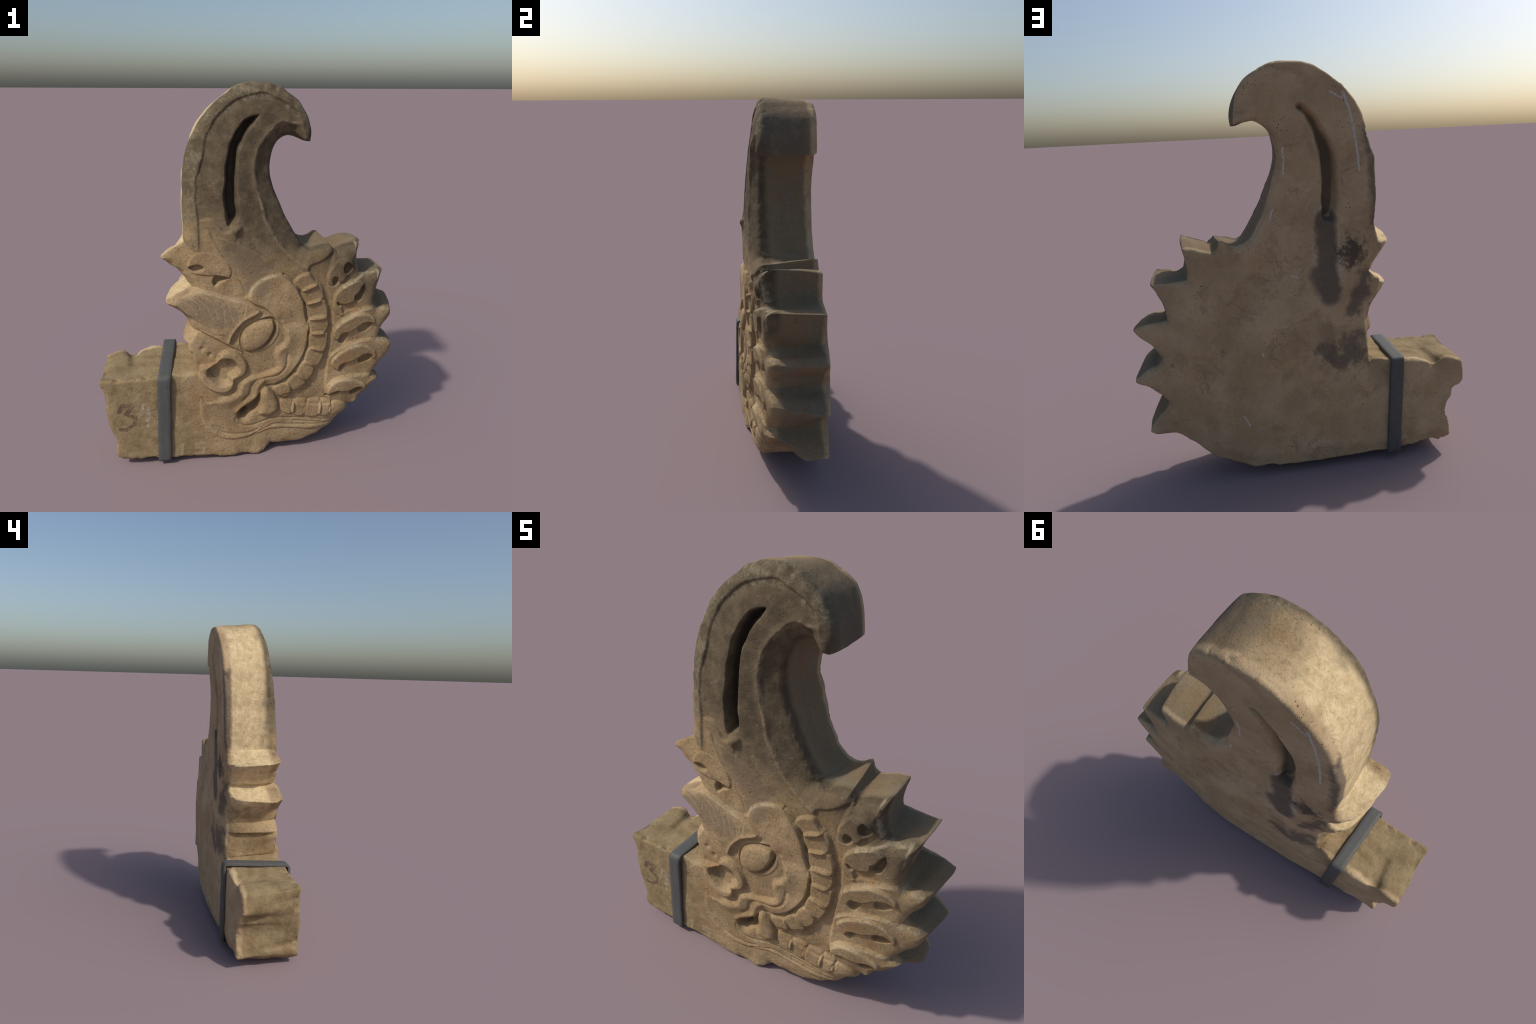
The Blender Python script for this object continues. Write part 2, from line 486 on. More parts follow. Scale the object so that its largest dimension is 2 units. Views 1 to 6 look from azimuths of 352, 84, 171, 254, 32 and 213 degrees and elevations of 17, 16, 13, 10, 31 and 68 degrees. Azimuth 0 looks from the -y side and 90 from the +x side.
raised([(-0.329, 1.111), (-0.320, 1.144), (-0.302, 1.169), (-0.272, 1.184), (-0.226, 1.182), (-0.177, 1.167),
    (-0.136, 1.136), (-0.119, 1.103), (-0.115, 1.071), (-0.133, 1.047), (-0.153, 1.052), (-0.183, 1.062), (-0.252, 1.068),
    (-0.305, 1.082)], 0.007, 0.008)
pit([(-0.325, 1.107), (-0.293, 1.119), (-0.266, 1.117), (-0.248, 1.100), (-0.271, 1.086), (-0.301, 1.086)], 0.028, 0.011, 0.4)
pit([(-0.207, 1.030), (-0.191, 1.058), (-0.160, 1.057), (-0.129, 1.045), (-0.153, 1.032), (-0.176, 1.021), (-0.196, 1.005)], 0.03, 0.011, 0.4)
raised(LEAF_CHEEK, -0.004, 0.014)
raised(LEAF_LOW, 0.014, 0.012)
for v in ([(-0.376, 0.919), (-0.346, 0.884), (-0.320, 0.854), (-0.298, 0.828)], [(-0.356, 0.938), (-0.322, 0.916),
    (-0.304, 0.887), (-0.295, 0.865)], [(-0.332, 0.960), (-0.298, 0.940), (-0.281, 0.919), (-0.274, 0.898)], [(-0.298, 0.959),
    (-0.264, 0.930), (-0.241, 0.905), (-0.230, 0.871), (-0.211, 0.836)], [(-0.247, 0.959), (-0.217, 0.932), (-0.206, 0.899),
    (-0.184, 0.839)], [(-0.197, 0.956), (-0.170, 0.922), (-0.157, 0.888), (-0.154, 0.846), (-0.148, 0.828)], [(-0.154, 0.950),
    (-0.131, 0.907), (-0.122, 0.861), (-0.105, 0.822)], [(-0.115, 0.936), (-0.092, 0.901), (-0.083, 0.863), (-0.077, 0.824)], [(-0.064, 0.912),
    (-0.045, 0.882), (-0.051, 0.840), (-0.041, 0.831)], [(-0.276, 0.780), (-0.201, 0.746), (-0.142, 0.734)], [(-0.313, 0.833),
    (-0.259, 0.801), (-0.197, 0.763)]):
    groove(v, 0.0032, 0.0022)
spot([(-0.271, 0.662)], 0.012, 0.010)
spot([(-0.230, 0.626)], 0.012, 0.012)

# --- brow scroll and cheek disc, standing over the collar
DISC_EDGE = [(0.156, 1.052), (0.211, 1.005), (0.241, 0.957), (0.263, 0.905), (0.277, 0.826), (0.297, 0.750),
    (0.296, 0.721), (0.291, 0.654), (0.274, 0.597), (0.237, 0.531), (0.187, 0.472), (0.128, 0.438), (0.071, 0.423)]
BROW = [(-0.017, 0.922), (-0.021, 0.956), (-0.009, 0.992), (0.019, 1.020), (0.059, 1.045), (0.106, 1.057), (0.156, 1.052),
    (0.211, 1.005), (0.241, 0.957), (0.263, 0.905), (0.277, 0.826), (0.292, 0.763), (0.262, 0.770), (0.220, 0.793),
    (0.179, 0.788), (0.138, 0.784), (0.117, 0.812), (0.084, 0.853), (0.047, 0.885), (0.011, 0.900)]
COLLAR = [(0.210, 1.012), (0.290, 1.055), (0.345, 1.008), (0.373, 0.924), (0.401, 0.813), (0.407, 0.770), (0.404, 0.680),
    (0.375, 0.554), (0.323, 0.466), (0.263, 0.381), (0.164, 0.344), (0.107, 0.410), (0.179, 0.438), (0.277, 0.557),
    (0.304, 0.721), (0.291, 0.803), (0.251, 0.961)]
GROUND = [(0.289, 1.085), (0.341, 1.106), (0.410, 1.144), (0.433, 1.164), (0.408, 1.078), (0.391, 0.999), (0.422, 0.868),
    (0.433, 0.801), (0.427, 0.705), (0.412, 0.541), (0.409, 0.356), (0.425, 0.306), (0.452, 0.281), (0.158, 0.332),
    (0.138, 0.355), (0.223, 0.383), (0.330, 0.466), (0.375, 0.554), (0.404, 0.680), (0.401, 0.813), (0.373, 0.924)]
raised(GROUND, -0.008, 0.012)
raised(COLLAR, 0.003, 0.014)
ledge(DISC_EDGE, -0.002, 0.014, 0.06, 0.008)
before = H.copy()
raised(BROW, 0.021, 0.011, 0.035)
# the scroll runs out flush into the cheek below it
run_out = smooth((X - 0.10) / 0.06) * (1 - smooth((Z - 0.76) / 0.14))
H = before + (H - before) * (1 - run_out)
groove(DISC_EDGE, 0.0055, 0.014)
CHEEK_LIP = [(0.156, 0.790), (0.174, 0.745), (0.183, 0.700), (0.171, 0.669), (0.134, 0.641), (0.124, 0.606),
    (0.137, 0.569), (0.144, 0.536), (0.110, 0.512), (0.064, 0.495), (0.026, 0.483), (-0.029, 0.477), (-0.058, 0.457),
    (-0.080, 0.399), (-0.121, 0.371), (-0.179, 0.362), (-0.229, 0.348)]
ledge(CHEEK_LIP, 0.016, -0.004, 0.045, 0.02)
ridge(CHEEK_LIP, 0.012, 0.006)

# --- eye
SOCKET = [(-0.056, 0.636), (-0.076, 0.673), (-0.074, 0.742), (-0.045, 0.792), (0.019, 0.818), (0.060, 0.833),
    (0.100, 0.817), (0.127, 0.785), (0.136, 0.745), (0.106, 0.685), (0.057, 0.645), (-0.001, 0.629)]
EYEBALL = [(-0.050, 0.649), (-0.062, 0.676), (-0.064, 0.716), (-0.045, 0.762), (-0.009, 0.790), (0.039, 0.808),
    (0.100, 0.808), (0.111, 0.777), (0.097, 0.730), (0.065, 0.684), (0.024, 0.654), (-0.022, 0.642)]
raised(SOCKET, 0.004, 0.008)
i, d = shape(EYEBALL, 0.04)
gap = np.exp(-((d - 0.004) / 0.0065) ** 2)
H[i] -= gap * (0.012 + 0.016 * smooth((X[i] - 0.02) / 0.08))      # dark slit, deepest on the snout side
raised(EYEBALL, 0.004, 0.006)
dome(EYEBALL, 0.015, 0.06)
ridge([(-0.126, 0.702), (-0.098, 0.761), (-0.049, 0.812), (-0.009, 0.837), (0.035, 0.858)], 0.011, 0.008)
groove([(-0.090, 0.696), (-0.078, 0.738), (-0.045, 0.788), (-0.001, 0.815), (0.047, 0.838)], 0.006, 0.004)

# --- ear: thick heart-shaped rim round a deep bowl
EAR = [(-0.276, 0.567), (-0.236, 0.571), (-0.198, 0.581), (-0.185, 0.620), (-0.154, 0.644), (-0.114, 0.648),
    (-0.074, 0.628), (-0.045, 0.590), (-0.035, 0.546), (-0.054, 0.507), (-0.095, 0.483), (-0.106, 0.475), (-0.105, 0.457),
    (-0.117, 0.426), (-0.142, 0.409), (-0.179, 0.407), (-0.227, 0.426), (-0.267, 0.461), (-0.286, 0.503), (-0.287, 0.539)]
raised(EAR, 0.022, 0.016, 0.03)
pit([(-0.196, 0.585), (-0.179, 0.604), (-0.143, 0.611), (-0.106, 0.594), (-0.078, 0.568), (-0.072, 0.540), (-0.087, 0.514),
    (-0.116, 0.492), (-0.118, 0.462), (-0.149, 0.447), (-0.186, 0.452), (-0.226, 0.485), (-0.252, 0.523), (-0.249, 0.551),
    (-0.220, 0.572)], 0.044, 0.028)
spot([(-0.213, 0.520)], 0.022, 0.018)
spot([(-0.119, 0.580)], 0.020, 0.018)
groove([(-0.326, 0.638), (-0.303, 0.602), (-0.277, 0.564)], 0.005, 0.012)

# --- jaw, lips, mouth hole, tusk and teeth
JAW = [(-0.283, 0.394), (-0.285, 0.320), (-0.279, 0.250), (-0.254, 0.193), (-0.213, 0.149), (-0.154, 0.120),
    (-0.091, 0.112), (-0.031, 0.119), (0.030, 0.134), (0.073, 0.150), (0.152, 0.152), (0.249, 0.134), (0.340, 0.121),
    (0.431, 0.125), (0.497, 0.195), (0.474, 0.191), (0.270, 0.220), (0.146, 0.257), (0.081, 0.241), (0.021, 0.253),
    (-0.022, 0.248), (-0.089, 0.255), (-0.080, 0.301), (-0.030, 0.334), (0.017, 0.367), (0.013, 0.414), (-0.029, 0.477),
    (-0.058, 0.457), (-0.080, 0.399), (-0.129, 0.385), (-0.179, 0.371), (-0.229, 0.352), (-0.262, 0.354), (-0.278, 0.370)]
raised(JAW, 0.004, 0.014)
ledge([(-0.283, 0.394), (-0.285, 0.320), (-0.279, 0.250), (-0.254, 0.193), (-0.213, 0.149), (-0.154, 0.120),
    (-0.091, 0.112), (-0.031, 0.119), (0.030, 0.134), (0.073, 0.150), (0.152, 0.152), (0.249, 0.134), (0.340, 0.121),
    (0.431, 0.125)], 0.004, 0.0, 0.03)
for g in ([(-0.102, 0.237), (-0.096, 0.213), (-0.064, 0.194), (-0.030, 0.187), (0.017, 0.193), (0.064, 0.209),
    (0.107, 0.219), (0.204, 0.210), (0.293, 0.197), (0.383, 0.175), (0.462, 0.163)], [(-0.013, 0.122), (0.051, 0.153),
    (0.116, 0.179), (0.204, 0.167), (0.294, 0.155), (0.384, 0.145), (0.453, 0.147)], [(-0.224, 0.207), (-0.183, 0.165),
    (-0.133, 0.148), (-0.078, 0.139), (-0.022, 0.142), (0.021, 0.156)], [(0.226, 0.189), (0.293, 0.174), (0.384, 0.157)]):
    groove(g, 0.006, 0.005)
groove([(-0.282, 0.380), (-0.258, 0.354), (-0.225, 0.352), (-0.179, 0.369), (-0.129, 0.388)], 0.006, 0.006)
ridge([(-0.089, 0.288), (-0.059, 0.318), (-0.017, 0.346), (0.013, 0.376), (0.023, 0.422), (0.046, 0.457)], 0.014, 0.010)
groove([(-0.055, 0.350), (-0.021, 0.389), (-0.013, 0.430), (0.012, 0.464), (0.063, 0.478), (0.134, 0.494), (0.176, 0.541),
    (0.183, 0.600)], 0.008, 0.006)
MOUTH = [(-0.088, 0.278), (-0.064, 0.302), (-0.021, 0.330), (0.017, 0.357), (0.036, 0.388), (0.040, 0.364), (0.032, 0.313),
    (0.016, 0.277), (-0.022, 0.252), (-0.047, 0.240), (-0.072, 0.239), (-0.086, 0.252)]
pit(MOUTH, 0.055, 0.022)
spot([(-0.058, 0.245)], 0.022, 0.06)
TUSK = [(0.042, 0.392), (0.067, 0.424), (0.097, 0.400), (0.123, 0.355), (0.139, 0.311), (0.135, 0.273), (0.090, 0.242),
    (0.055, 0.246), (0.023, 0.257), (0.038, 0.312)]
dome(TUSK, 0.030, 0.035)
TEETH = [
    [(0.149, 0.331), (0.223, 0.313), (0.218, 0.239), (0.150, 0.262)],
    [(0.223, 0.315), (0.300, 0.308), (0.291, 0.268), (0.283, 0.218), (0.218, 0.236)],
    [(0.303, 0.305), (0.379, 0.303), (0.384, 0.271), (0.369, 0.206), (0.288, 0.217)],
    [(0.385, 0.302), (0.442, 0.290), (0.443, 0.267), (0.428, 0.198), (0.373, 0.206)],
    [(0.452, 0.281), (0.536, 0.249), (0.542, 0.224), (0.501, 0.200), (0.460, 0.193), (0.435, 0.197)],
]
for k, t in enumerate(TEETH):
    i, d = shape(t, 0.01)
    H[i] -= 0.005 * np.exp(-(d / 0.005) ** 2)
    raised(t, 0.012 + 0.003 * rng.uniform(-1, 1), 0.010, 0.025)

# --- collar of carved plates
PLATES = [
    [(0.210, 1.012), (0.290, 1.055), (0.326, 1.012), (0.343, 1.004), (0.251, 0.961)],
    [(0.251, 0.961), (0.347, 0.997), (0.373, 0.919), (0.276, 0.888)],
    [(0.276, 0.888), (0.381, 0.901), (0.401, 0.813), (0.291, 0.803)],
    [(0.291, 0.800), (0.394, 0.808), (0.405, 0.770), (0.383, 0.716), (0.305, 0.720)],
    [(0.305, 0.720), (0.401, 0.708), (0.402, 0.671), (0.390, 0.613), (0.305, 0.637)],
    [(0.305, 0.637), (0.385, 0.612), (0.372, 0.555), (0.352, 0.522), (0.332, 0.523), (0.277, 0.557)],
    [(0.277, 0.557), (0.330, 0.521), (0.321, 0.467), (0.287, 0.440), (0.236, 0.490)],
    [(0.236, 0.490), (0.287, 0.438), (0.286, 0.409), (0.258, 0.382), (0.223, 0.383), (0.179, 0.438)],
    [(0.179, 0.438), (0.206, 0.390), (0.198, 0.360), (0.164, 0.344), (0.133, 0.367), (0.107, 0.410)],
]
for k, b in enumerate(PLATES):
    i, d = shape(b, 0.02)
    m = np.mean(b, axis=0)
    H[i] += (0.014 + 0.002 * rng.uniform(-1, 1)) * smooth(0.42 - d / 0.008)
    # every plate tips: its upper edge stands out, its lower edge tucks under
    H[i] -= 0.042 * rng.uniform(0.6, 1.3) * (m[1] - Z[i]) * (1 if k < 6 else 0.4) * smooth(0.42 - d / 0.008)

# --- mane flames: a leaf, a scroll on it and two drilled eyes each
FLAMES = [
    [(0.433, 1.164), (0.462, 1.182), (0.547, 1.218), (0.543, 1.153), (0.551, 1.077), (0.563, 1.051), (0.534, 1.011),
        (0.476, 0.972), (0.454, 0.995), (0.421, 0.972), (0.393, 0.995), (0.385, 1.029), (0.408, 1.078)],
    [(0.438, 0.932), (0.480, 0.972), (0.534, 0.998), (0.593, 1.028), (0.678, 1.043), (0.666, 0.944), (0.650, 0.858),
        (0.596, 0.836), (0.510, 0.825), (0.463, 0.803), (0.428, 0.832), (0.421, 0.877)],
    [(0.427, 0.705), (0.448, 0.752), (0.511, 0.796), (0.567, 0.818), (0.641, 0.833), (0.754, 0.818), (0.749, 0.764),
        (0.709, 0.704), (0.692, 0.659), (0.609, 0.645), (0.529, 0.640), (0.481, 0.631), (0.444, 0.667)],
    [(0.412, 0.541), (0.435, 0.580), (0.477, 0.611), (0.565, 0.638), (0.654, 0.647), (0.771, 0.617), (0.768, 0.551),
        (0.708, 0.482), (0.672, 0.428), (0.600, 0.430), (0.508, 0.454), (0.453, 0.473), (0.429, 0.506)],
    [(0.409, 0.356), (0.434, 0.406), (0.482, 0.429), (0.550, 0.432), (0.670, 0.424), (0.710, 0.408), (0.670, 0.365),
        (0.612, 0.316), (0.560, 0.262), (0.494, 0.291), (0.425, 0.315)],
]
SCROLLS = [
    [(0.390, 1.020), (0.409, 1.069), (0.440, 1.109), (0.469, 1.122), (0.503, 1.114), (0.529, 1.087), (0.527, 1.054),
        (0.499, 1.022), (0.471, 0.989), (0.453, 1.003), (0.421, 0.976), (0.395, 0.995)],
    [(0.440, 0.927), (0.472, 0.964), (0.522, 0.990), (0.569, 0.995), (0.596, 0.976), (0.589, 0.946), (0.573, 0.921),
        (0.549, 0.888), (0.516, 0.869), (0.478, 0.859), (0.485, 0.805), (0.446, 0.813), (0.429, 0.850)],
    [(0.436, 0.704), (0.455, 0.745), (0.516, 0.787), (0.567, 0.807), (0.630, 0.801), (0.663, 0.777), (0.673, 0.744),
        (0.647, 0.742), (0.585, 0.740), (0.534, 0.704), (0.486, 0.695), (0.470, 0.664), (0.448, 0.666)],
    [(0.433, 0.529), (0.453, 0.564), (0.487, 0.593), (0.566, 0.622), (0.629, 0.615), (0.677, 0.581), (0.694, 0.546),
        (0.682, 0.524), (0.657, 0.550), (0.597, 0.548), (0.549, 0.525), (0.496, 0.513), (0.480, 0.474), (0.445, 0.495)],
    [(0.418, 0.360), (0.439, 0.396), (0.487, 0.421), (0.551, 0.415), (0.607, 0.393), (0.639, 0.369), (0.635, 0.335),
        (0.582, 0.353), (0.546, 0.343), (0.486, 0.346), (0.424, 0.325)],
]
HOLES = [
    [(0.482, 1.069), (0.495, 1.098), (0.512, 1.090), (0.528, 1.066), (0.511, 1.040), (0.492, 1.043)],
    [(0.422, 1.001), (0.430, 1.022), (0.449, 1.014), (0.450, 0.991), (0.434, 0.975)],
    [(0.548, 0.910), (0.568, 0.930), (0.594, 0.974), (0.598, 0.946), (0.591, 0.911), (0.576, 0.882), (0.554, 0.884)],
    [(0.451, 0.883), (0.464, 0.871), (0.486, 0.865), (0.460, 0.860)],
    [(0.580, 0.715), (0.591, 0.743), (0.624, 0.750), (0.656, 0.741), (0.640, 0.716), (0.601, 0.694), (0.583, 0.701)],
    [(0.474, 0.673), (0.488, 0.697), (0.517, 0.687), (0.512, 0.660), (0.494, 0.639), (0.473, 0.648)],
    [(0.592, 0.520), (0.606, 0.552), (0.642, 0.558), (0.671, 0.542), (0.659, 0.522), (0.623, 0.509), (0.600, 0.507)],
    [(0.479, 0.486), (0.491, 0.511), (0.516, 0.510), (0.511, 0.487), (0.494, 0.468)],
    [(0.552, 0.327), (0.573, 0.351), (0.610, 0.354), (0.629, 0.341), (0.598, 0.321), (0.562, 0.314)],
    [(0.406, 0.320), (0.455, 0.345), (0.491, 0.348), (0.487, 0.334), (0.438, 0.318)],
]
for k, f in enumerate(FLAMES):
    i, d = shape(f, 0.02)
    w = smooth(0.5 - d / 0.014)
    top = np.max(np.array(f)[:, 1])
    H[i] += (0.018 - 0.12 * (top - Z[i])) * w * smooth((0.75 - X[i]) / 0.25)
    raised(SCROLLS[k], 0.013, 0.009)
for k, h in enumerate(HOLES):
    pit(h, 0.030 if k % 2 == 0 else 0.025, 0.010, 0.55)

H += 0.008 * np.exp(-((X - 0.12) ** 2 + (Z - 0.62) ** 2) / 0.22 ** 2)
H -= 0.005 * np.exp(-((X - 0.22) ** 2 / 0.30 ** 2 + (Z - 0.13) ** 2 / 0.07 ** 2))
H += 0.012 * np.exp(-((X - 0.09) ** 2 + (Z - 1.74) ** 2) / 0.08 ** 2)
# the outer flank of the trunk falls further away below the curl
c = [s["f"] for s in SIDES if s["name"] == "trunk_outer"][0][::3]
d = near_dist(X, Z, c, 0.09)
H -= 0.022 * (1 - smooth(d / 0.085)) * smooth((1.88 - Z) / 0.2) * (X < 0)
H += 0.007 * np.exp(-((X - 0.06) ** 2 + (Z - 0.70) ** 2) / 0.13 ** 2)
edges = np.vstack([FT[:, [0, 1]], FT[:, [1, 2]], FT[:, [2, 0]]])
deg = np.bincount(edges.ravel(), minlength=len(H)).astype(float)
for _ in range(2):                      # wear: blunt every carved arris a little
    acc = np.bincount(edges[:, 0], H[edges[:, 1]], len(H)) + np.bincount(edges[:, 1], H[edges[:, 0]], len(H))
    H = 0.45 * H + 0.55 * acc / np.maximum(deg, 1)
Y_FRONT = face_level(X, Z) + LEVEL_FALL - H

# ------------------------------------------------------------------ the back
bx, bz = BP[:, 0], BP[:, 1]
y_back = back_level(bx, bz)
y_back = y_back + 0.022 * np.exp(-((bx - 0.28) ** 2 + (bz - 0.70) ** 2) / 0.27 ** 2)
y_back = y_back + 0.014 * np.exp(-((bx - 0.03) ** 2 + (bz - 1.68) ** 2) / 0.17 ** 2)
y_back = y_back + 0.018 * np.exp(-((bx - 0.62) ** 2 / 0.15 ** 2 + (bz - 0.66) ** 2 / 0.28 ** 2))
y_back = y_back + 0.008 * np.exp(-((bx - 0.30) ** 2 / 0.15 ** 2 + (bz - 0.20) ** 2 / 0.10 ** 2))
d = near_dist(bx, bz, np.vstack([BB[::2], BB[:1]]), 0.02)
t = np.clip(d / 0.012, 0, 1)
y_back = y_back - 0.010 * (1 - np.sqrt(1 - (1 - t) ** 2))
for s in SIDES:                       # broad falls along the neck and the underside
    fall, reach = dict(leaf3_top=(0.032, 0.15), leaf2_under=(0.030, 0.15), leaf2_top=(0.026, 0.14), cheek_side=(0.028, 0.12),
                       leaf1_under=(0.018, 0.12), leaf1_top=(0.014, 0.09), base_under=(0.018, 0.09),
                       jaw_under=(0.016, 0.08)).get(s["name"], (0, 1))
    if fall:
        d = near_dist(bx, bz, s["b"][::3], reach)
        e = fall * (1 - smooth(d / reach))
        s["e"] = e
neck = [s["e"] for s in SIDES if "e" in s]
y_back = y_back - np.max(neck, axis=0)
low = smooth((0.60 - bz) / 0.06)
y_back = y_back + low * (0.005 * smooth((-0.49 - bx) / 0.06) - 0.004 * np.exp(-((bx + 0.36) / 0.05) ** 2))
BACK_SLOT = [(0.015, 1.783), (-0.002, 1.794), (-0.033, 1.773), (-0.076, 1.733), (-0.102, 1.682), (-0.130, 1.630),
    (-0.149, 1.582), (-0.160, 1.517), (-0.160, 1.355), (-0.149, 1.294), (-0.132, 1.266), (-0.090, 1.277), (-0.087, 1.331),
    (-0.083, 1.461), (-0.080, 1.550), (-0.064, 1.637), (-0.042, 1.696), (-0.016, 1.747)]
c = catmull(BACK_SLOT, 6, closed=True)
d, _, _ = seg_dist(bx, bz, c, True)
sd = np.where(inside(bx, bz, c), -d, d)
rag = np.array([mnoise.noise(Vector((a * 26, 3, b * 12))) for a, b in zip(bx, bz)])
y_back = y_back - 0.046 * smooth((-sd + 0.006 + 0.008 * rag) / 0.030 + 0.1) + 0.006 * np.exp(-(np.maximum(sd, 0) / 0.03) ** 2)

# --------------------------------------------------- one closed body of stone
nf, nbk = len(FP), len(BP)
front_co = np.stack([X, Y_FRONT, Z], 1)
back_co = np.stack([bx, y_back, bz], 1)
rows = []
tang = np.roll(FB, -1, 0) - np.roll(FB, 1, 0)
tang /= np.linalg.norm(tang, axis=1)[:, None] + 1e-9
area = 0.5 * np.sum(FB[:, 0] * np.roll(FB[:, 1], -1) - np.roll(FB[:, 0], -1) * FB[:, 1])
outn = np.stack([tang[:, 1], -tang[:, 0]], 1) * (1 if area > 0 else -1)
bul = np.array([SIDES[k]["bulge"] for k in SIDE_OF])
flare = np.array([SIDES[k]["flare"] for k in SIDE_OF], float)
ker = np.hanning(9)
ker /= ker.sum()
wrap = lambda a: np.convolve(np.r_[a[-4:], a, a[:4]], ker, "valid")
bul, flare = wrap(wrap(bul)), wrap(flare)
# leaves and flames swell bodily away from the middle of the head, so that
# their tips stay sharp; plain sides swell along their own normal
spiky = np.array([SIDES[k]["name"][:4] in ("leaf", "flam", "spro", "chee") for k in SIDE_OF])
radial = FB - np.array([0.22, 0.72])
radial /= np.linalg.norm(radial, axis=1)[:, None]
radial[(FB[:, 0] < 0)] = (-1.0, 0.0)
swell = np.where(spiky[:, None], radial, outn)
for r in range(1, WALL_ROWS):
    t = r / WALL_ROWS
    tt = t * (1 - flare) + flare * smooth((t - 0.12) / 0.5)
    p = FB * (1 - tt[:, None]) + BB * tt[:, None] + swell * (bul * (1 - (2 * t - 1) ** 4))[:, None]
    y = front_co[:NB, 1] * (1 - t) + back_co[:NB, 1] * t
    rows.append(np.stack([p[:, 0], y, p[:, 1]], 1))
verts = np.vstack([front_co, back_co] + rows)
wall0 = nf + nbk


def row_index(r):
    if r == 0:
        return np.arange(NB)
    if r == WALL_ROWS:
        return nf + np.arange(NB)
    return wall0 + (r - 1) * NB + np.arange(NB)


def tri_ccw(P, T, want_positive):
    a, b, c = P[T[:, 0]], P[T[:, 1]], P[T[:, 2]]
    s = (b[:, 0] - a[:, 0]) * (c[:, 1] - a[:, 1]) - (c[:, 0] - a[:, 0]) * (b[:, 1] - a[:, 1])
    flip = (s > 0) != want_positive
    T = T.copy()
    T[flip] = T[flip][:, ::-1]
    return T


FT = tri_ccw(FP, FT, True)          # seen from -y: x right, z up -> normal -y
BT = tri_ccw(BP, BT, False)
faces_t = [FT, BT + nf]
quads = []
quad_side = []
for r in range(WALL_ROWS):
    a, b = row_index(r), row_index(r + 1)
    a2, b2 = np.roll(a, -1), np.roll(b, -1)
    q = np.stack([a, b, b2, a2], 1) if area > 0 else np.stack([a, a2, b2, b], 1)
    quads.append(q)
    quad_side.append(SIDE_OF)
quads = np.vstack(quads)
quad_side = np.concatenate(quad_side)

# ------------------------------------------------- which part owns each face
PART = ["head", "trunk", "crest", "brow", "eye", "ear", "jaw", "tusk", "tenon"]
parts = {}          # label -> (list of tri idx arrays, quad idx arrays)


def centroid(P, T):
    return P[T].mean(1)


cf = centroid(FP, FT)
lab_f = np.full(len(FT), "head", dtype=object)
fx, fz = cf[:, 0], cf[:, 1]


def claim(lab, x, z, pts, name, closed_curve=True):
    c = catmull(pts, 4, closed=True) if closed_curve else np.array(pts)
    lab[inside(x, z, c)] = name


ridge_c = catmull(RIDGE, 4)
lab_f[(fz > 1.20) | ((fz > 1.03) & (fx > 0.02) & (fx + (fz - 1.03) * 0.3 > 0.10) & (fx < 0.40))] = "trunk"
lab_f[(fx < -0.285) & (fz < 0.56)] = "tenon"
claim(lab_f, fx, fz, CREST, "crest")
claim(lab_f, fx, fz, LEAF_HIGH, "leaf:0")
claim(lab_f, fx, fz, LEAF_CHEEK, "leaf:2")
claim(lab_f, fx, fz, LEAF_LOW, "leaf:1")
for k in range(5):
    claim(lab_f, fx, fz, FLAMES[k], "mane_flame:%d" % (k + 1))
claim(lab_f, fx, fz, JAW, "jaw")
lab_f[(fz < 0.20) & (fx > -0.28)] = "jaw"
claim(lab_f, fx, fz, TUSK, "tusk")
for k in range(5):
    claim(lab_f, fx, fz, TEETH[k], "tooth:%d" % k)
for k in range(9):
    claim(lab_f, fx, fz, PLATES[k], "collar_plate:%d" % k)
claim(lab_f, fx, fz, BROW, "brow")
claim(lab_f, fx, fz, EAR, "ear")
claim(lab_f, fx, fz, SOCKET, "eye")
cb = centroid(BP, BT)
lab_b = np.full(len(BT), "head", dtype=object)
lab_b[cb[:, 1] > 1.20] = "trunk"
lab_b[(cb[:, 0] < -0.285) & (cb[:, 1] < 0.56)] = "tenon"
side_label = []
for s in SIDES:
    n = s["name"]
    if n.startswith("trunk"):
        l = "trunk"
    elif n.startswith("tenon"):
        l = "tenon"
    elif n.startswith("sprout"):
        l = "mane_flame:0"
    elif n.startswith("flame"):
        l = "mane_flame:" + n[5]
    elif n.startswith("leaf1"):
        l = "leaf:0"
    elif n.startswith("leaf2"):
        l = "leaf:1"
    elif n.startswith("leaf3") or n.startswith("cheek"):
        l = "leaf:2"
    elif n.startswith("jaw"):
        l = "jaw"
    else:
        l = "base"
    side_label.append(l)
for k in range(6):
    nm = ["sprout"] + ["flame%d" % q for q in range(1, 6)]
    pol = np.vstack([s["b"][:-1] for s in SIDES if s["name"].startswith(nm[k])])
    lab_b[inside(cb[:, 0], cb[:, 1], pol)] = "mane_flame:%d" % k
    if k == 0:
        pol = np.vstack([s["f"][:-1] for s in SIDES if s["name"].startswith("sprout")])
        lab_f[inside(fx, fz, pol)] = "mane_flame:0"
lab_q = np.array([side_label[k] for k in quad_side], dtype=object)
qc = verts[quads].mean(1)
isb = lab_q == "base"
lab_q[isb & (qc[:, 0] < -0.285)] = "tenon"
lab_q[isb & (qc[:, 0] >= -0.285)] = "jaw"

# --------------------------------------------------------- weathered surface
me = bpy.data.meshes.new("whole_body")
allfaces = [tuple(t) for t in np.vstack(faces_t)] + [tuple(q) for q in quads]
me.from_pydata(verts.tolist(), [], allfaces)
me.update()


def vertex_normals(m):
    n = np.empty(len(m.vertices) * 3, np.float32)
    m.vertex_normals.foreach_get("vector", n)
    return n.reshape(-1, 3).astype(float)


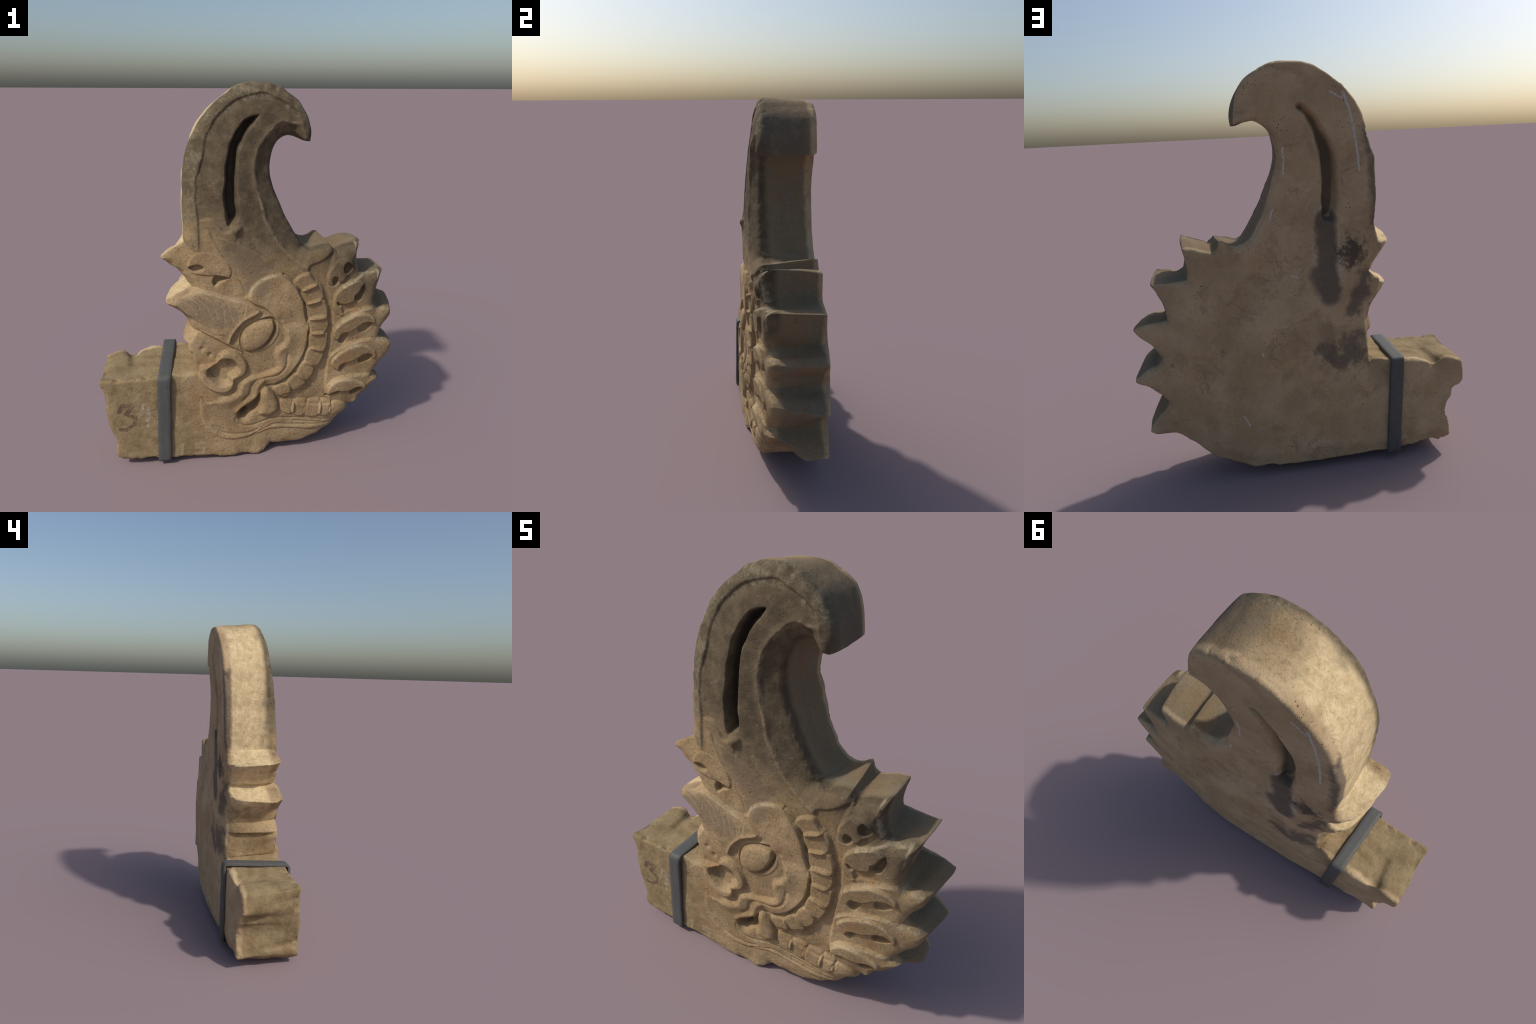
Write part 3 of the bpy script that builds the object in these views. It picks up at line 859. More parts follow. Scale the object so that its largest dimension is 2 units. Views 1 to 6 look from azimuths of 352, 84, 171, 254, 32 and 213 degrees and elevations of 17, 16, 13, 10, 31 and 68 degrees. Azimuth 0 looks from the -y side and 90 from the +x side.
N0 = vertex_normals(me)
rough = np.ones(len(verts)) * 0.7
vx, vy, vz = verts.T
rough += 0.9 * smooth((-0.30 - vx) / 0.1) * smooth((0.62 - vz) / 0.1)          # tenon
rough += 0.8 * smooth((0.12 - vz) / 0.1)                                       # broken underside
edge_amp = np.zeros(len(verts))
edge_amp[wall0:] = 1.0
disp = np.empty(len(verts))
for i in range(len(verts)):
    p = Vector(verts[i])
    a = mnoise.noise(p * 7.0) * 0.0035 + mnoise.noise(p * 19.0) * 0.0016 + mnoise.noise(p * 55.0) * 0.0007
    disp[i] = a
disp *= rough
wall_n = np.zeros(len(verts))
for i in range(wall0, len(verts)):
    p = Vector((verts[i][0] * 5, verts[i][1] * 9, verts[i][2] * 5))
    wall_n[i] = mnoise.noise(p) * 0.005
mid = np.zeros(len(verts))
for r in range(1, WALL_ROWS):
    mid[row_index(r)] = 4 * (r / WALL_ROWS) * (1 - r / WALL_ROWS)
# broken hollow in the rear top corner of the tenon
bite = np.exp(-((vx + 0.665) ** 2 / 0.035 ** 2 + (vy - 0.19) ** 2 / 0.07 ** 2 + (vz - 0.50) ** 2 / 0.06 ** 2))
bite2 = np.exp(-((vx + 0.80) ** 2 / 0.03 ** 2 + (vy + 0.06) ** 2 / 0.06 ** 2 + (vz - 0.50) ** 2 / 0.04 ** 2))
disp -= 0.024 * bite + 0.006 * bite2
disp += wall_n * (0.35 + 0.65 * mid)
# chipped arrises: broken bites along the front and back edges
arris = np.zeros(len(verts))
ring = np.concatenate([row_index(0), row_index(WALL_ROWS)])
for r, w in ((0, 1), (1, .9), (2, .45), (WALL_ROWS - 2, .45), (WALL_ROWS - 1, .9), (WALL_ROWS, 1)):
    arris[row_index(r)] = w
df = near_dist(X, Z, np.vstack([FB[::3], FB[:1]]), 0.04)
arris[:nf] = np.exp(-(df / 0.010) ** 2)
for i in np.nonzero(arris > 0.05)[0]:
    p = Vector(verts[i])
    bite = max(0.0, mnoise.noise(p * 16.0) - 0.12) + 0.5 * max(0.0, mnoise.noise(p * 38.0) - 0.15)
    disp[i] -= 0.016 * bite * arris[i] * min(rough[i], 1.5)
verts2 = verts + N0 * disp[:, None]
# stand on the ground, centred
verts2[:, 2] -= verts2[:, 2].min()
verts2[:, 2] *= 2.0 / verts2[:, 2].max()
me.vertices.foreach_set("co", verts2.astype(np.float32).ravel())
me.update()
NORM = vertex_normals(me)
VCO = verts2

# ------------------------------------------------------------------ materials
class Net:
    """Small helper for building node materials."""

    def __init__(self, name):
        self.mat = bpy.data.materials.new(name)
        self.mat.use_nodes = True
        self.t = self.mat.node_tree
        self.t.nodes.clear()
        self.co = self.t.nodes.new("ShaderNodeTexCoord").outputs["Object"]
        sep = self.node("ShaderNodeSeparateXYZ", Vector=self.co)
        self.x, self.y, self.z = sep.outputs
        self.flat = self.vmath("MULTIPLY", self.co, (1, 0, 1))

    def node(self, kind, **inp):
        n = self.t.nodes.new(kind)
        for k, v in inp.items():
            self.put(n.inputs[k.replace("_", " ")], v)
        return n

    def put(self, sock, v):
        if isinstance(v, bpy.types.NodeSocket):
            self.t.links.new(v, sock)
        else:
            sock.default_value = v

    def math(self, op, a, b=0.0, c=0.0, clamp=False):
        n = self.t.nodes.new("ShaderNodeMath")
        n.operation = op
        n.use_clamp = clamp
        for s, v in zip(n.inputs, (a, b, c)):
            self.put(s, v)
        return n.outputs[0]

    def vmath(self, op, a, b):
        n = self.t.nodes.new("ShaderNodeVectorMath")
        n.operation = op
        self.put(n.inputs[0], a)
        if op == "SCALE":
            self.put(n.inputs["Scale"], b)
        else:
            self.put(n.inputs[1], b)
        return n.outputs["Value" if op in ("DOT_PRODUCT", "DISTANCE") else "Vector"]

    def noise(self, scale, detail=4.0, rough=0.55, vec=None, distortion=0.0):
        n = self.node("ShaderNodeTexNoise", Vector=vec or self.co, Scale=scale, Detail=detail,
                      Roughness=rough, Distortion=distortion)
        return n.outputs["Fac"]

    def stretch(self, sx, sy, sz, dx=0.0):
        n = self.node("ShaderNodeMapping", Vector=self.co)
        n.inputs["Scale"].default_value = (sx, sy, sz)
        n.inputs["Location"].default_value = (dx, 0, 0)
        return n.outputs[0]

    def step(self, v, lo, hi):
        n = self.t.nodes.new("ShaderNodeMapRange")
        n.interpolation_type = "SMOOTHSTEP"
        for k, q in (("Value", v), ("From Min", lo), ("From Max", hi)):
            self.put(n.inputs[k], q)
        return n.outputs["Result"]

    def mix(self, fac, a, b, mode="MIX"):
        n = self.t.nodes.new("ShaderNodeMix")
        n.data_type = "RGBA"
        n.blend_type = mode
        for k, q in ((0, fac), (6, a), (7, b)):
            self.put(n.inputs[k], q)
        return n.outputs[2]

    def stroke(self, pts, wobble=0.0, wob=None):
        """distance in the x-z plane to a polyline (x, z)."""
        p = self.flat
        if wob is not None:
            off = self.math("MULTIPLY_ADD", wob, wobble, -wobble / 2)
            p = self.vmath("ADD", p, self.node("ShaderNodeCombineXYZ", X=off).outputs[0])
        best = None
        if len(pts) == 1:
            pts = [pts[0], (pts[0][0] + 1e-3, pts[0][1])]
        for (ax, az), (bx_, bz_) in zip(pts[:-1], pts[1:]):
            dx, dz = bx_ - ax, bz_ - az
            l2 = dx * dx + dz * dz + 1e-9
            pa = self.vmath("SUBTRACT", p, (ax, 0, az))
            t = self.vmath("DOT_PRODUCT", pa, (dx / l2, 0, dz / l2))
            t = self.math("MINIMUM", self.math("MAXIMUM", t, 0.0), 1.0)
            q = self.vmath("SCALE", (dx, 0, dz), t)
            d = self.vmath("DISTANCE", pa, q)
            best = d if best is None else self.math("MINIMUM", best, d)
        return best

    def finish(self, color, rough, height, bump=0.3, dist=0.004, metallic=0.0, spec=0.25):
        b = self.t.nodes.new("ShaderNodeBump")
        b.inputs["Strength"].default_value = bump
        b.inputs["Distance"].default_value = dist
        self.put(b.inputs["Height"], height)
        p = self.t.nodes.new("ShaderNodeBsdfPrincipled")
        self.put(p.inputs["Base Color"], color)
        self.put(p.inputs["Roughness"], rough)
        p.inputs["Metallic"].default_value = metallic
        p.inputs["Specular IOR Level"].default_value = spec
        self.t.links.new(b.outputs[0], p.inputs["Normal"])
        o = self.t.nodes.new("ShaderNodeOutputMaterial")
        self.t.links.new(p.outputs[0], o.inputs["Surface"])
        return self.mat


def stone():
    n = Net("sandstone")
    mul = lambda a, b: n.math("MULTIPLY", a, b)
    inv = lambda a: n.math("SUBTRACT", 1.0, a)
    big = n.noise(4.0, 5.0, 0.6)
    med = n.noise(17.0, 6.0, 0.65)
    fine = n.noise(90.0, 5.0, 0.7)
    grit = n.noise(230.0, 3.0, 0.7)
    col = n.mix(n.step(big, 0.35, 0.65), (0.275, 0.186, 0.092, 1), (0.398, 0.286, 0.156, 1))
    col = n.mix(mul(n.step(med, 0.52, 0.72), 0.55), col, (0.355, 0.27, 0.165, 1))
    col = n.mix(mul(n.step(med, 0.50, 0.32), 0.50), col, (0.195, 0.138, 0.078, 1))
    col = n.mix(mul(n.step(fine, 0.50, 0.68), 0.55), col, (0.120, 0.086, 0.052, 1))
    col = n.mix(mul(n.step(fine, 0.45, 0.30), 0.50), col, (0.47, 0.355, 0.215, 1))
    # grey-green bloom and fine scratches
    bloom = mul(n.step(n.noise(11.0, 7.0, 0.75, distortion=0.6), 0.56, 0.70), 0.45)
    col = n.mix(bloom, col, (0.265, 0.235, 0.165, 1))
    rust = mul(n.step(n.noise(6.5, 6.0, 0.7), 0.54, 0.68), 0.55)
    col = n.mix(rust, col, (0.34, 0.195, 0.085, 1))
    scratch = n.step(n.noise(26.0, 5.0, 0.75, vec=n.stretch(1.0, 1.0, 6.0, 3.0), distortion=1.5), 0.64, 0.70)
    col = n.mix(mul(scratch, 0.30), col, (0.44, 0.37, 0.25, 1))
    grit_dark = n.step(grit, 0.60, 0.72)
    col = n.mix(mul(grit_dark, 0.55), col, (0.13, 0.098, 0.060, 1))
    # mauve-grey tooled surfaces: crest plate and lower leaf
    tool = n.math("ADD", n.math("MINIMUM", n.stroke([(-0.10, 1.20), (0.02, 1.08), (0.02, 1.02)]), n.stroke([(-0.34, 0.90), (-0.14, 0.85)])),
                  mul(n.math("SUBTRACT", med, 0.5), 0.08))
    col = n.mix(mul(n.step(tool, 0.085, 0.045), 0.55), col, (0.195, 0.145, 0.098, 1))
    # small dark pores
    wv = n.t.nodes.new("ShaderNodeVectorMath")
    wv.operation = "MULTIPLY_ADD"
    n.put(wv.inputs[0], n.node("ShaderNodeTexNoise", Vector=n.co, Scale=60.0, Detail=3.0).outputs["Color"])
    wv.inputs[1].default_value = (0.016, 0.016, 0.016)
    n.put(wv.inputs[2], n.co)
    vor = n.node("ShaderNodeTexVoronoi", Vector=wv.outputs[0], Scale=62.0)
    pores = mul(n.step(vor.outputs["Distance"], 0.20, 0.08), n.step(n.noise(9.0, 3.0), 0.50, 0.64))
    col = n.mix(mul(pores, 0.7), col, (0.075, 0.055, 0.038, 1))
    front = n.step(n.y, -0.035, -0.075)
    back = n.step(n.math("ADD", n.y, mul(n.math("SUBTRACT", med, 0.5), 0.03)), 0.142, 0.166)

    # paler colour on the outer wall of trunk and neck leaves
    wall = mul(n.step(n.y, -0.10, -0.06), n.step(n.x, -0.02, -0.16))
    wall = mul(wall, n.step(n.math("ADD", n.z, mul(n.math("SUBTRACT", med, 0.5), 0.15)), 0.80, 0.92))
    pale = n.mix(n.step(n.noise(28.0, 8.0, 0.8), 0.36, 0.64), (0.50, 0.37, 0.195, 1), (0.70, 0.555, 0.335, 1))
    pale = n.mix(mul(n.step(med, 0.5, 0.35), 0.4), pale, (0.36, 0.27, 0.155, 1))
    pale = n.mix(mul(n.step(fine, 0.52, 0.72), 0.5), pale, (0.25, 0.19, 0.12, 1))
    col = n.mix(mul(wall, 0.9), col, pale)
    # drabber stone of the tenon, once buried in masonry
    drab = n.step(n.math("ADD", n.x, mul(n.math("SUBTRACT", big, 0.5), 0.25)), -0.30, -0.44)
    drab = mul(drab, n.step(n.z, 0.68, 0.58))
    drab_col = n.mix(n.step(med, 0.35, 0.68), (0.180, 0.130, 0.064, 1), (0.285, 0.218, 0.118, 1))
    col = n.mix(mul(drab, 0.7), col, drab_col)
    # darker grey-brown colour on the walls of curl and mane
    wall_dark = mul(n.step(n.y, -0.085, -0.045), n.step(n.x, 0.03, 0.10))
    wall_dark = mul(wall_dark, n.step(n.math("ADD", n.z, mul(n.math("SUBTRACT", med, 0.5), 0.2)), 0.22, 0.34))
    wall_dark_col = n.mix(n.step(n.noise(5.0, 6.0, 0.65), 0.42, 0.60), (0.185, 0.130, 0.074, 1), (0.165, 0.140, 0.098, 1))
    wall_dark_col = n.mix(mul(n.step(fine, 0.5, 0.75), 0.5), wall_dark_col, (0.09, 0.08, 0.062, 1))
    col = n.mix(mul(wall_dark, 0.75), col, wall_dark_col)
    # darker colour on the carved face of the trunk
    edge = n.math("ADD", n.math("MULTIPLY_ADD", n.x, 0.50, n.z), mul(n.math("SUBTRACT", big, 0.5), 0.5))
    face_dark = mul(mul(n.step(edge, 1.00, 1.42), front), 1.0)
    face_dark_col = n.mix(n.step(med, 0.4, 0.65), (0.070, 0.054, 0.034, 1), (0.118, 0.090, 0.056, 1))
    face_dark_col = n.mix(n.step(n.noise(45.0, 4.0, 0.7), 0.60, 0.75), face_dark_col, (0.22, 0.18, 0.12, 1))
    col = n.mix(mul(face_dark, 0.92), col, face_dark_col)
    # sky light on upper arrises of leaves, scrolls and flames, drawn as pale lines
    painted_skylight = None
    for pts in [f[1:6] for f in FLAMES] + [q[1:6] for q in SCROLLS[2:]] + [BROW[1:7], LEAF_LOW[2:7]]:
        d = n.stroke(pts, 0.01, fine)
        painted_skylight = d if painted_skylight is None else n.math("MINIMUM", painted_skylight, d)
    painted_skylight = mul(mul(n.step(painted_skylight, 0.010, 0.002), n.step(n.y, -0.05, -0.09)), n.step(n.noise(24.0, 6.0, 0.75), 0.36, 0.58))
    col = n.mix(mul(painted_skylight, 0.55), col, (0.43, 0.36, 0.235, 1))
    # rubbed pale line along the ridge of the trunk
    worn_ridge = mul(mul(n.step(n.stroke(RIDGE[::2]), 0.012, 0.003), front), n.step(n.noise(20.0, 5.0, 0.7), 0.40, 0.60))
    col = n.mix(mul(worn_ridge, 0.5), col, (0.30, 0.235, 0.145, 1))
    # lichen-speckled rim
    rim = n.step(n.stroke(RIM_MID), 0.055, 0.03)
    rim = mul(rim, n.step(n.y, 0.0, -0.045))
    speck = n.noise(48.0, 8.0, 0.85)
    rim_col = n.mix(n.step(speck, 0.34, 0.70), (0.075, 0.062, 0.040, 1), (0.30, 0.25, 0.155, 1))
    col = n.mix(mul(rim, mul(n.step(n.noise(14.0, 5.0, 0.7), 0.40, 0.62), 0.85)), col, rim_col)
    # dark weather crust on the outside of the curl tip
    dx = n.math("SUBTRACT", n.x, 0.30)
    dz = n.math("SUBTRACT", n.z, 1.83)
    r = n.math("SQRT", n.math("ADD", mul(dx, dx), mul(dz, dz)))
    r = n.math("ADD", r, mul(n.math("SUBTRACT", n.noise(8.0, 5.0, 0.7), 0.5), 0.22))
    crust = mul(n.step(r, 0.22, 0.08), n.step(n.math("ADD", n.y, mul(n.math("SUBTRACT", big, 0.5), 0.25)), 0.20, 0.10))
    crust = mul(crust, n.step(n.y, -0.11, -0.06))
    col = n.mix(mul(mul(crust, n.step(n.noise(16.0, 6.0, 0.75), 0.30, 0.55)), 0.75), col, (0.105, 0.093, 0.070, 1))

    # brown back
    bk = n.mix(n.step(big, 0.35, 0.65), (0.385, 0.270, 0.150, 1), (0.490, 0.362, 0.212, 1))
    bk = n.mix(mul(n.step(fine, 0.52, 0.75), 0.5), bk, (0.19, 0.13, 0.078, 1))
    bk = n.mix(mul(n.step(med, 0.55, 0.7), 0.4), bk, (0.55, 0.385, 0.22, 1))
    bk = n.mix(rust, bk, (0.46, 0.28, 0.135, 1))
    bk = n.mix(mul(n.step(n.noise(7.0, 7.0, 0.75, distortion=0.8), 0.50, 0.66), 0.5), bk, (0.235, 0.165, 0.098, 1))
    bk = n.mix(mul(grit_dark, 0.5), bk, (0.16, 0.11, 0.065, 1))
    bk = n.mix(mul(pores, 0.8), bk, (0.06, 0.045, 0.03, 1))
    cr = n.node("ShaderNodeTexVoronoi", Scale=11.0)
    cr.feature = "DISTANCE_TO_EDGE"
    warp = n.node("ShaderNodeTexNoise", Vector=n.co, Scale=14.0, Detail=4.0)
    va = n.t.nodes.new("ShaderNodeVectorMath")
    va.operation = "MULTIPLY_ADD"
    n.put(va.inputs[0], warp.outputs["Color"])
    va.inputs[1].default_value = (0.10, 0.10, 0.10)
    n.put(va.inputs[2], n.co)
    n.put(cr.inputs["Vector"], va.outputs[0])
    crack = mul(n.step(cr.outputs["Distance"], 0.010, 0.002), n.step(n.noise(7.0, 4.0), 0.52, 0.70))
    bk = n.mix(mul(crack, 0.42), bk, (0.07, 0.055, 0.04, 1))
    # stains: below the slot, side burn, edge and foot
    w1 = n.noise(12.0, 6.0, 0.7)
    wide = n.math("ADD", n.stroke(STAIN, 0.05, w1), mul(n.math("SUBTRACT", n.noise(40.0, 5.0, 0.75), 0.5), 0.03))
    stain = n.step(wide, 0.066, 0.036)
    low = n.step(n.stroke(STAIN_LOW, 0.06, w1), 0.07, 0.03)
    stain = n.math("MAXIMUM", stain, low)
    halo = mul(n.step(wide, 0.074, 0.060), inv(n.step(wide, 0.060, 0.046)))
    bk = n.mix(mul(halo, n.step(med, 0.45, 0.6)), bk, (0.44, 0.38, 0.32, 1))
    bk = n.mix(mul(stain, 0.88), bk, n.mix(w1, (0.055, 0.043, 0.034, 1), (0.165, 0.133, 0.105, 1)))
    burn = n.step(n.math("ADD", n.stroke(STAIN_SIDE), mul(n.math("SUBTRACT", n.noise(30.0, 6.0, 0.8), 0.5), 0.30)), 0.095, 0.03)
    bk = n.mix(mul(burn, 0.85), bk, (0.045, 0.037, 0.03, 1))
    ed = n.step(n.math("ADD", n.stroke(STAIN_EDGE), mul(n.math("SUBTRACT", w1, 0.5), 0.16)), 0.06, 0.02)
    ft = n.step(n.math("ADD", n.stroke(STAIN_FOOT), mul(n.math("SUBTRACT", w1, 0.5), 0.30)), 0.09, 0.02)
    bk = n.mix(mul(n.math("MAXIMUM", n.math("MAXIMUM", ed, ft), n.step(n.math("ADD", n.stroke(STAIN_RIM), mul(n.math("SUBTRACT", w1, 0.5), 0.10)), 0.045, 0.01)), 0.7), bk, (0.075, 0.065, 0.058, 1))
    white = n.step(n.stroke(WHITE_STREAK, 0.012, w1), n.math("MAXIMUM", n.math("MULTIPLY_ADD", n.noise(5.0, 2.0), 0.022, -0.003), 0.0045), 0.004)
    for pts in WHITE_BITS:
        white = n.math("MAXIMUM", white, n.step(n.stroke(pts, 0.02, w1), 0.0055, 0.0035))
    white = mul(white, n.step(n.y, 0.168, 0.18))
    bk = n.mix(mul(white, n.step(fine, 0.66, 0.46)), bk, (0.50, 0.47, 0.42, 1))
    col = n.mix(back, col, bk)

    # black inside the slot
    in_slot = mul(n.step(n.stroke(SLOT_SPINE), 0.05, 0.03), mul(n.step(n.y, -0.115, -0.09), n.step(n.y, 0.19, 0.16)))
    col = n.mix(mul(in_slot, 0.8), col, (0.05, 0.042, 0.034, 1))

    # worn painted numerals on the tenon face
    fr = n.step(n.y, -0.12, -0.14)
    worn = n.step(n.noise(60.0, 5.0, 0.7), 0.66, 0.5)
    three = mul(mul(n.step(n.stroke(DIGIT_THREE, 0.01, w1), 0.0125, 0.009), fr), worn)
    col = n.mix(mul(three, 0.85), col, (0.12, 0.078, 0.052, 1))
    scr = mul(mul(n.step(n.stroke(SCRIBBLE, 0.02, w1), 0.016, 0.006), fr), n.step(n.noise(80.0, 5.0, 0.8), 0.46, 0.56))
    col = n.mix(mul(scr, 0.7), col, (0.46, 0.39, 0.32, 1))
    for pts in (DIGIT_ONE, DIGIT_FIVE):
        pale = mul(n.step(n.stroke(pts), 0.011, 0.006), fr)
        col = n.mix(mul(pale, 0.3), col, (0.5, 0.40, 0.27, 1))
    # pale scratched veins on the lower leaf
    vein = None
    for pts in VEINS:
        d = n.stroke(pts)
        vein = d if vein is None else n.math("MINIMUM", vein, d)
    col = n.mix(mul(mul(n.step(vein, 0.0028, 0.0008), fr), 0.55), col, (0.42, 0.34, 0.23, 1))

    height = n.math("ADD", mul(fine, 0.6), n.math("ADD", mul(grit, 0.35), mul(med, 0.8)))
    height = n.math("SUBTRACT", height, mul(pores, 0.8))
    height = n.math("SUBTRACT", height, mul(mul(crack, back), 0.8))
    return n.finish(col, 0.92, height, 0.8, 0.006)


def iron():
    n = Net("painted_iron")
    a = n.noise(20.0, 5.0, 0.6)
    b = n.noise(120.0, 4.0, 0.7, vec=n.stretch(1, 0.3, 0.3))
    col = n.mix(a, (0.066, 0.067, 0.064, 1), (0.100, 0.101, 0.095, 1))
    col = n.mix(n.math("MULTIPLY", n.step(b, 0.55, 0.75), 0.4), col, (0.20, 0.19, 0.165, 1))
    col = n.mix(n.step(n.noise(45.0, 3.0), 0.66, 0.72), col, (0.07, 0.055, 0.045, 1))
    return n.finish(col, 0.62, n.math("ADD", a, b), 0.25, 0.002, 0.0, 0.35)


RIM_MID = [(-0.310, 1.250), (-0.310, 1.380), (-0.310, 1.500), (-0.285, 1.640), (-0.235, 1.765), (-0.170, 1.860),
    (-0.085, 1.935), (0.010, 1.968), (0.100, 1.963), (0.180, 1.920), (0.250, 1.850)]
STAIN = [(-0.102, 1.276), (-0.103, 1.162), (-0.104, 1.055), (-0.117, 0.936)]
STAIN_LOW = [(-0.059, 1.011), (-0.112, 0.910)]
STAIN_SIDE = [(-0.227, 1.109)]
STAIN_EDGE = [(-0.296, 0.994), (-0.267, 0.908), (-0.238, 0.830)]
STAIN_FOOT = [(-0.103, 0.622), (-0.165, 0.577), (-0.235, 0.652), (-0.256, 0.580)]
STAIN_RIM = [(-0.315, 1.68), (-0.345, 1.52), (-0.35, 1.25)]
WHITE_STREAK = [(-0.199, 1.839), (-0.231, 1.746), (-0.246, 1.671), (-0.263, 1.559), (-0.270, 1.491)]
WHITE_BITS = [[(-0.137, 1.843), (-0.197, 1.814)], [(0.083, 1.611), (0.081, 1.552), (0.088, 1.497)], [(0.141, 1.338), (0.158, 1.292)],
              [(0.073, 1.021), (0.040, 1.013)], [(0.227, 0.659), (0.222, 0.645)], [(0.334, 0.341), (0.309, 0.293)]]
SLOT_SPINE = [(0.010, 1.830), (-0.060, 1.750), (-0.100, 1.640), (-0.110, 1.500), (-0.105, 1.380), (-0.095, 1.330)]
DIGIT_THREE = [(-0.717, 0.330), (-0.702, 0.367), (-0.643, 0.366), (-0.682, 0.317), (-0.635, 0.291), (-0.633, 0.259),
    (-0.684, 0.221), (-0.715, 0.227)]
SCRIBBLE = [(-0.606, 0.312), (-0.579, 0.374), (-0.566, 0.319), (-0.574, 0.241)]
DIGIT_ONE = [(-0.392, 0.118), (-0.396, 0.047)]
DIGIT_FIVE = [(-0.275, 0.112), (-0.317, 0.111), (-0.318, 0.083), (-0.280, 0.079), (-0.277, 0.050), (-0.319, 0.044)]
VEINS = [[(-0.376, 0.919), (-0.346, 0.884), (-0.320, 0.854), (-0.298, 0.828)],
         [(-0.356, 0.938), (-0.322, 0.916), (-0.304, 0.887), (-0.295, 0.865)],
         [(-0.332, 0.960), (-0.298, 0.940), (-0.281, 0.919), (-0.274, 0.898)],
         [(-0.298, 0.959), (-0.264, 0.930), (-0.241, 0.905), (-0.230, 0.871), (-0.211, 0.836)],
         [(-0.247, 0.959), (-0.217, 0.932), (-0.206, 0.899), (-0.184, 0.839)],
         [(-0.197, 0.956), (-0.170, 0.922), (-0.157, 0.888), (-0.154, 0.846), (-0.148, 0.828)],
         [(-0.154, 0.950), (-0.131, 0.907), (-0.122, 0.861), (-0.105, 0.822)],
         [(-0.115, 0.936), (-0.092, 0.901), (-0.083, 0.863), (-0.077, 0.824)],
         [(-0.064, 0.912), (-0.045, 0.882), (-0.051, 0.840), (-0.041, 0.831)]]
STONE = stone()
IRON = iron()


# ------------------------------------------------------------- build the tree
root = bpy.data.objects.new("carved_stone_beast_head", None)
root.empty_display_size = 0.3
bpy.context.collection.objects.link(root)
root["label"] = "weathered carved stone beast head with curled trunk, mane and strapped tenon"
root["category"] = "stone carving"

labels = np.concatenate([lab_f, lab_b, lab_q])
tri_all = np.vstack(faces_t)
nt = len(tri_all)


def part(label, name, parent, mat):
    idx = np.nonzero(labels == label)[0]
    if len(idx) == 0:
        return None
    ti, qi = tri_all[idx[idx < nt]], quads[idx[idx >= nt] - nt]
    used = np.unique(np.concatenate([ti.ravel(), qi.ravel()]))
    remap = np.full(len(VCO), -1)
    remap[used] = np.arange(len(used))
    m = bpy.data.meshes.new(name)
    m.vertices.add(len(used))
    m.vertices.foreach_set("co", VCO[used].astype(np.float32).ravel())
    flat = remap[np.concatenate([ti.ravel(), qi.ravel()])]
    m.loops.add(len(flat))
    m.loops.foreach_set("vertex_index", flat.astype(np.int32))
    m.polygons.add(len(ti) + len(qi))
    starts = np.concatenate([np.arange(len(ti)) * 3, 3 * len(ti) + np.arange(len(qi)) * 4])
    m.polygons.foreach_set("loop_start", starts.astype(np.int32))
    m.polygons.foreach_set("use_smooth", np.ones(len(starts), bool))
    m.update(calc_edges=True)
    m.normals_split_custom_set_from_vertices(NORM[used].tolist())
    m.materials.append(mat)
    o = bpy.data.objects.new(name, m)
    bpy.context.collection.objects.link(o)
    o.parent = parent
    return o


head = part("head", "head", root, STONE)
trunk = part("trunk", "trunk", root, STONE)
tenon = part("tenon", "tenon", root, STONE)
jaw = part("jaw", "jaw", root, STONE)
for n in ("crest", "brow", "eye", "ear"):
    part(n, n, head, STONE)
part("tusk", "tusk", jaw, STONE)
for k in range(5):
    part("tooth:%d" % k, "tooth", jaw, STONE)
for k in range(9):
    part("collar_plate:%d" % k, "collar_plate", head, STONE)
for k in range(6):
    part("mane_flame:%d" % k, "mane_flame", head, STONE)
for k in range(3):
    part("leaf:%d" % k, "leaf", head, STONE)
bpy.data.meshes.remove(me)

# --------------------------------------------------- iron strap round the tenon
# corner stations (x of strap middle, y, z) going round: up the front, over the
# top, down the back, under the base
ST = [(-0.490, -0.204, 0.024), (-0.473, -0.193, 0.527), (-0.447, 0.208, 0.553), (-0.425, 0.212, 0.034)]
WIDTH, THICK = 0.070, 0.007


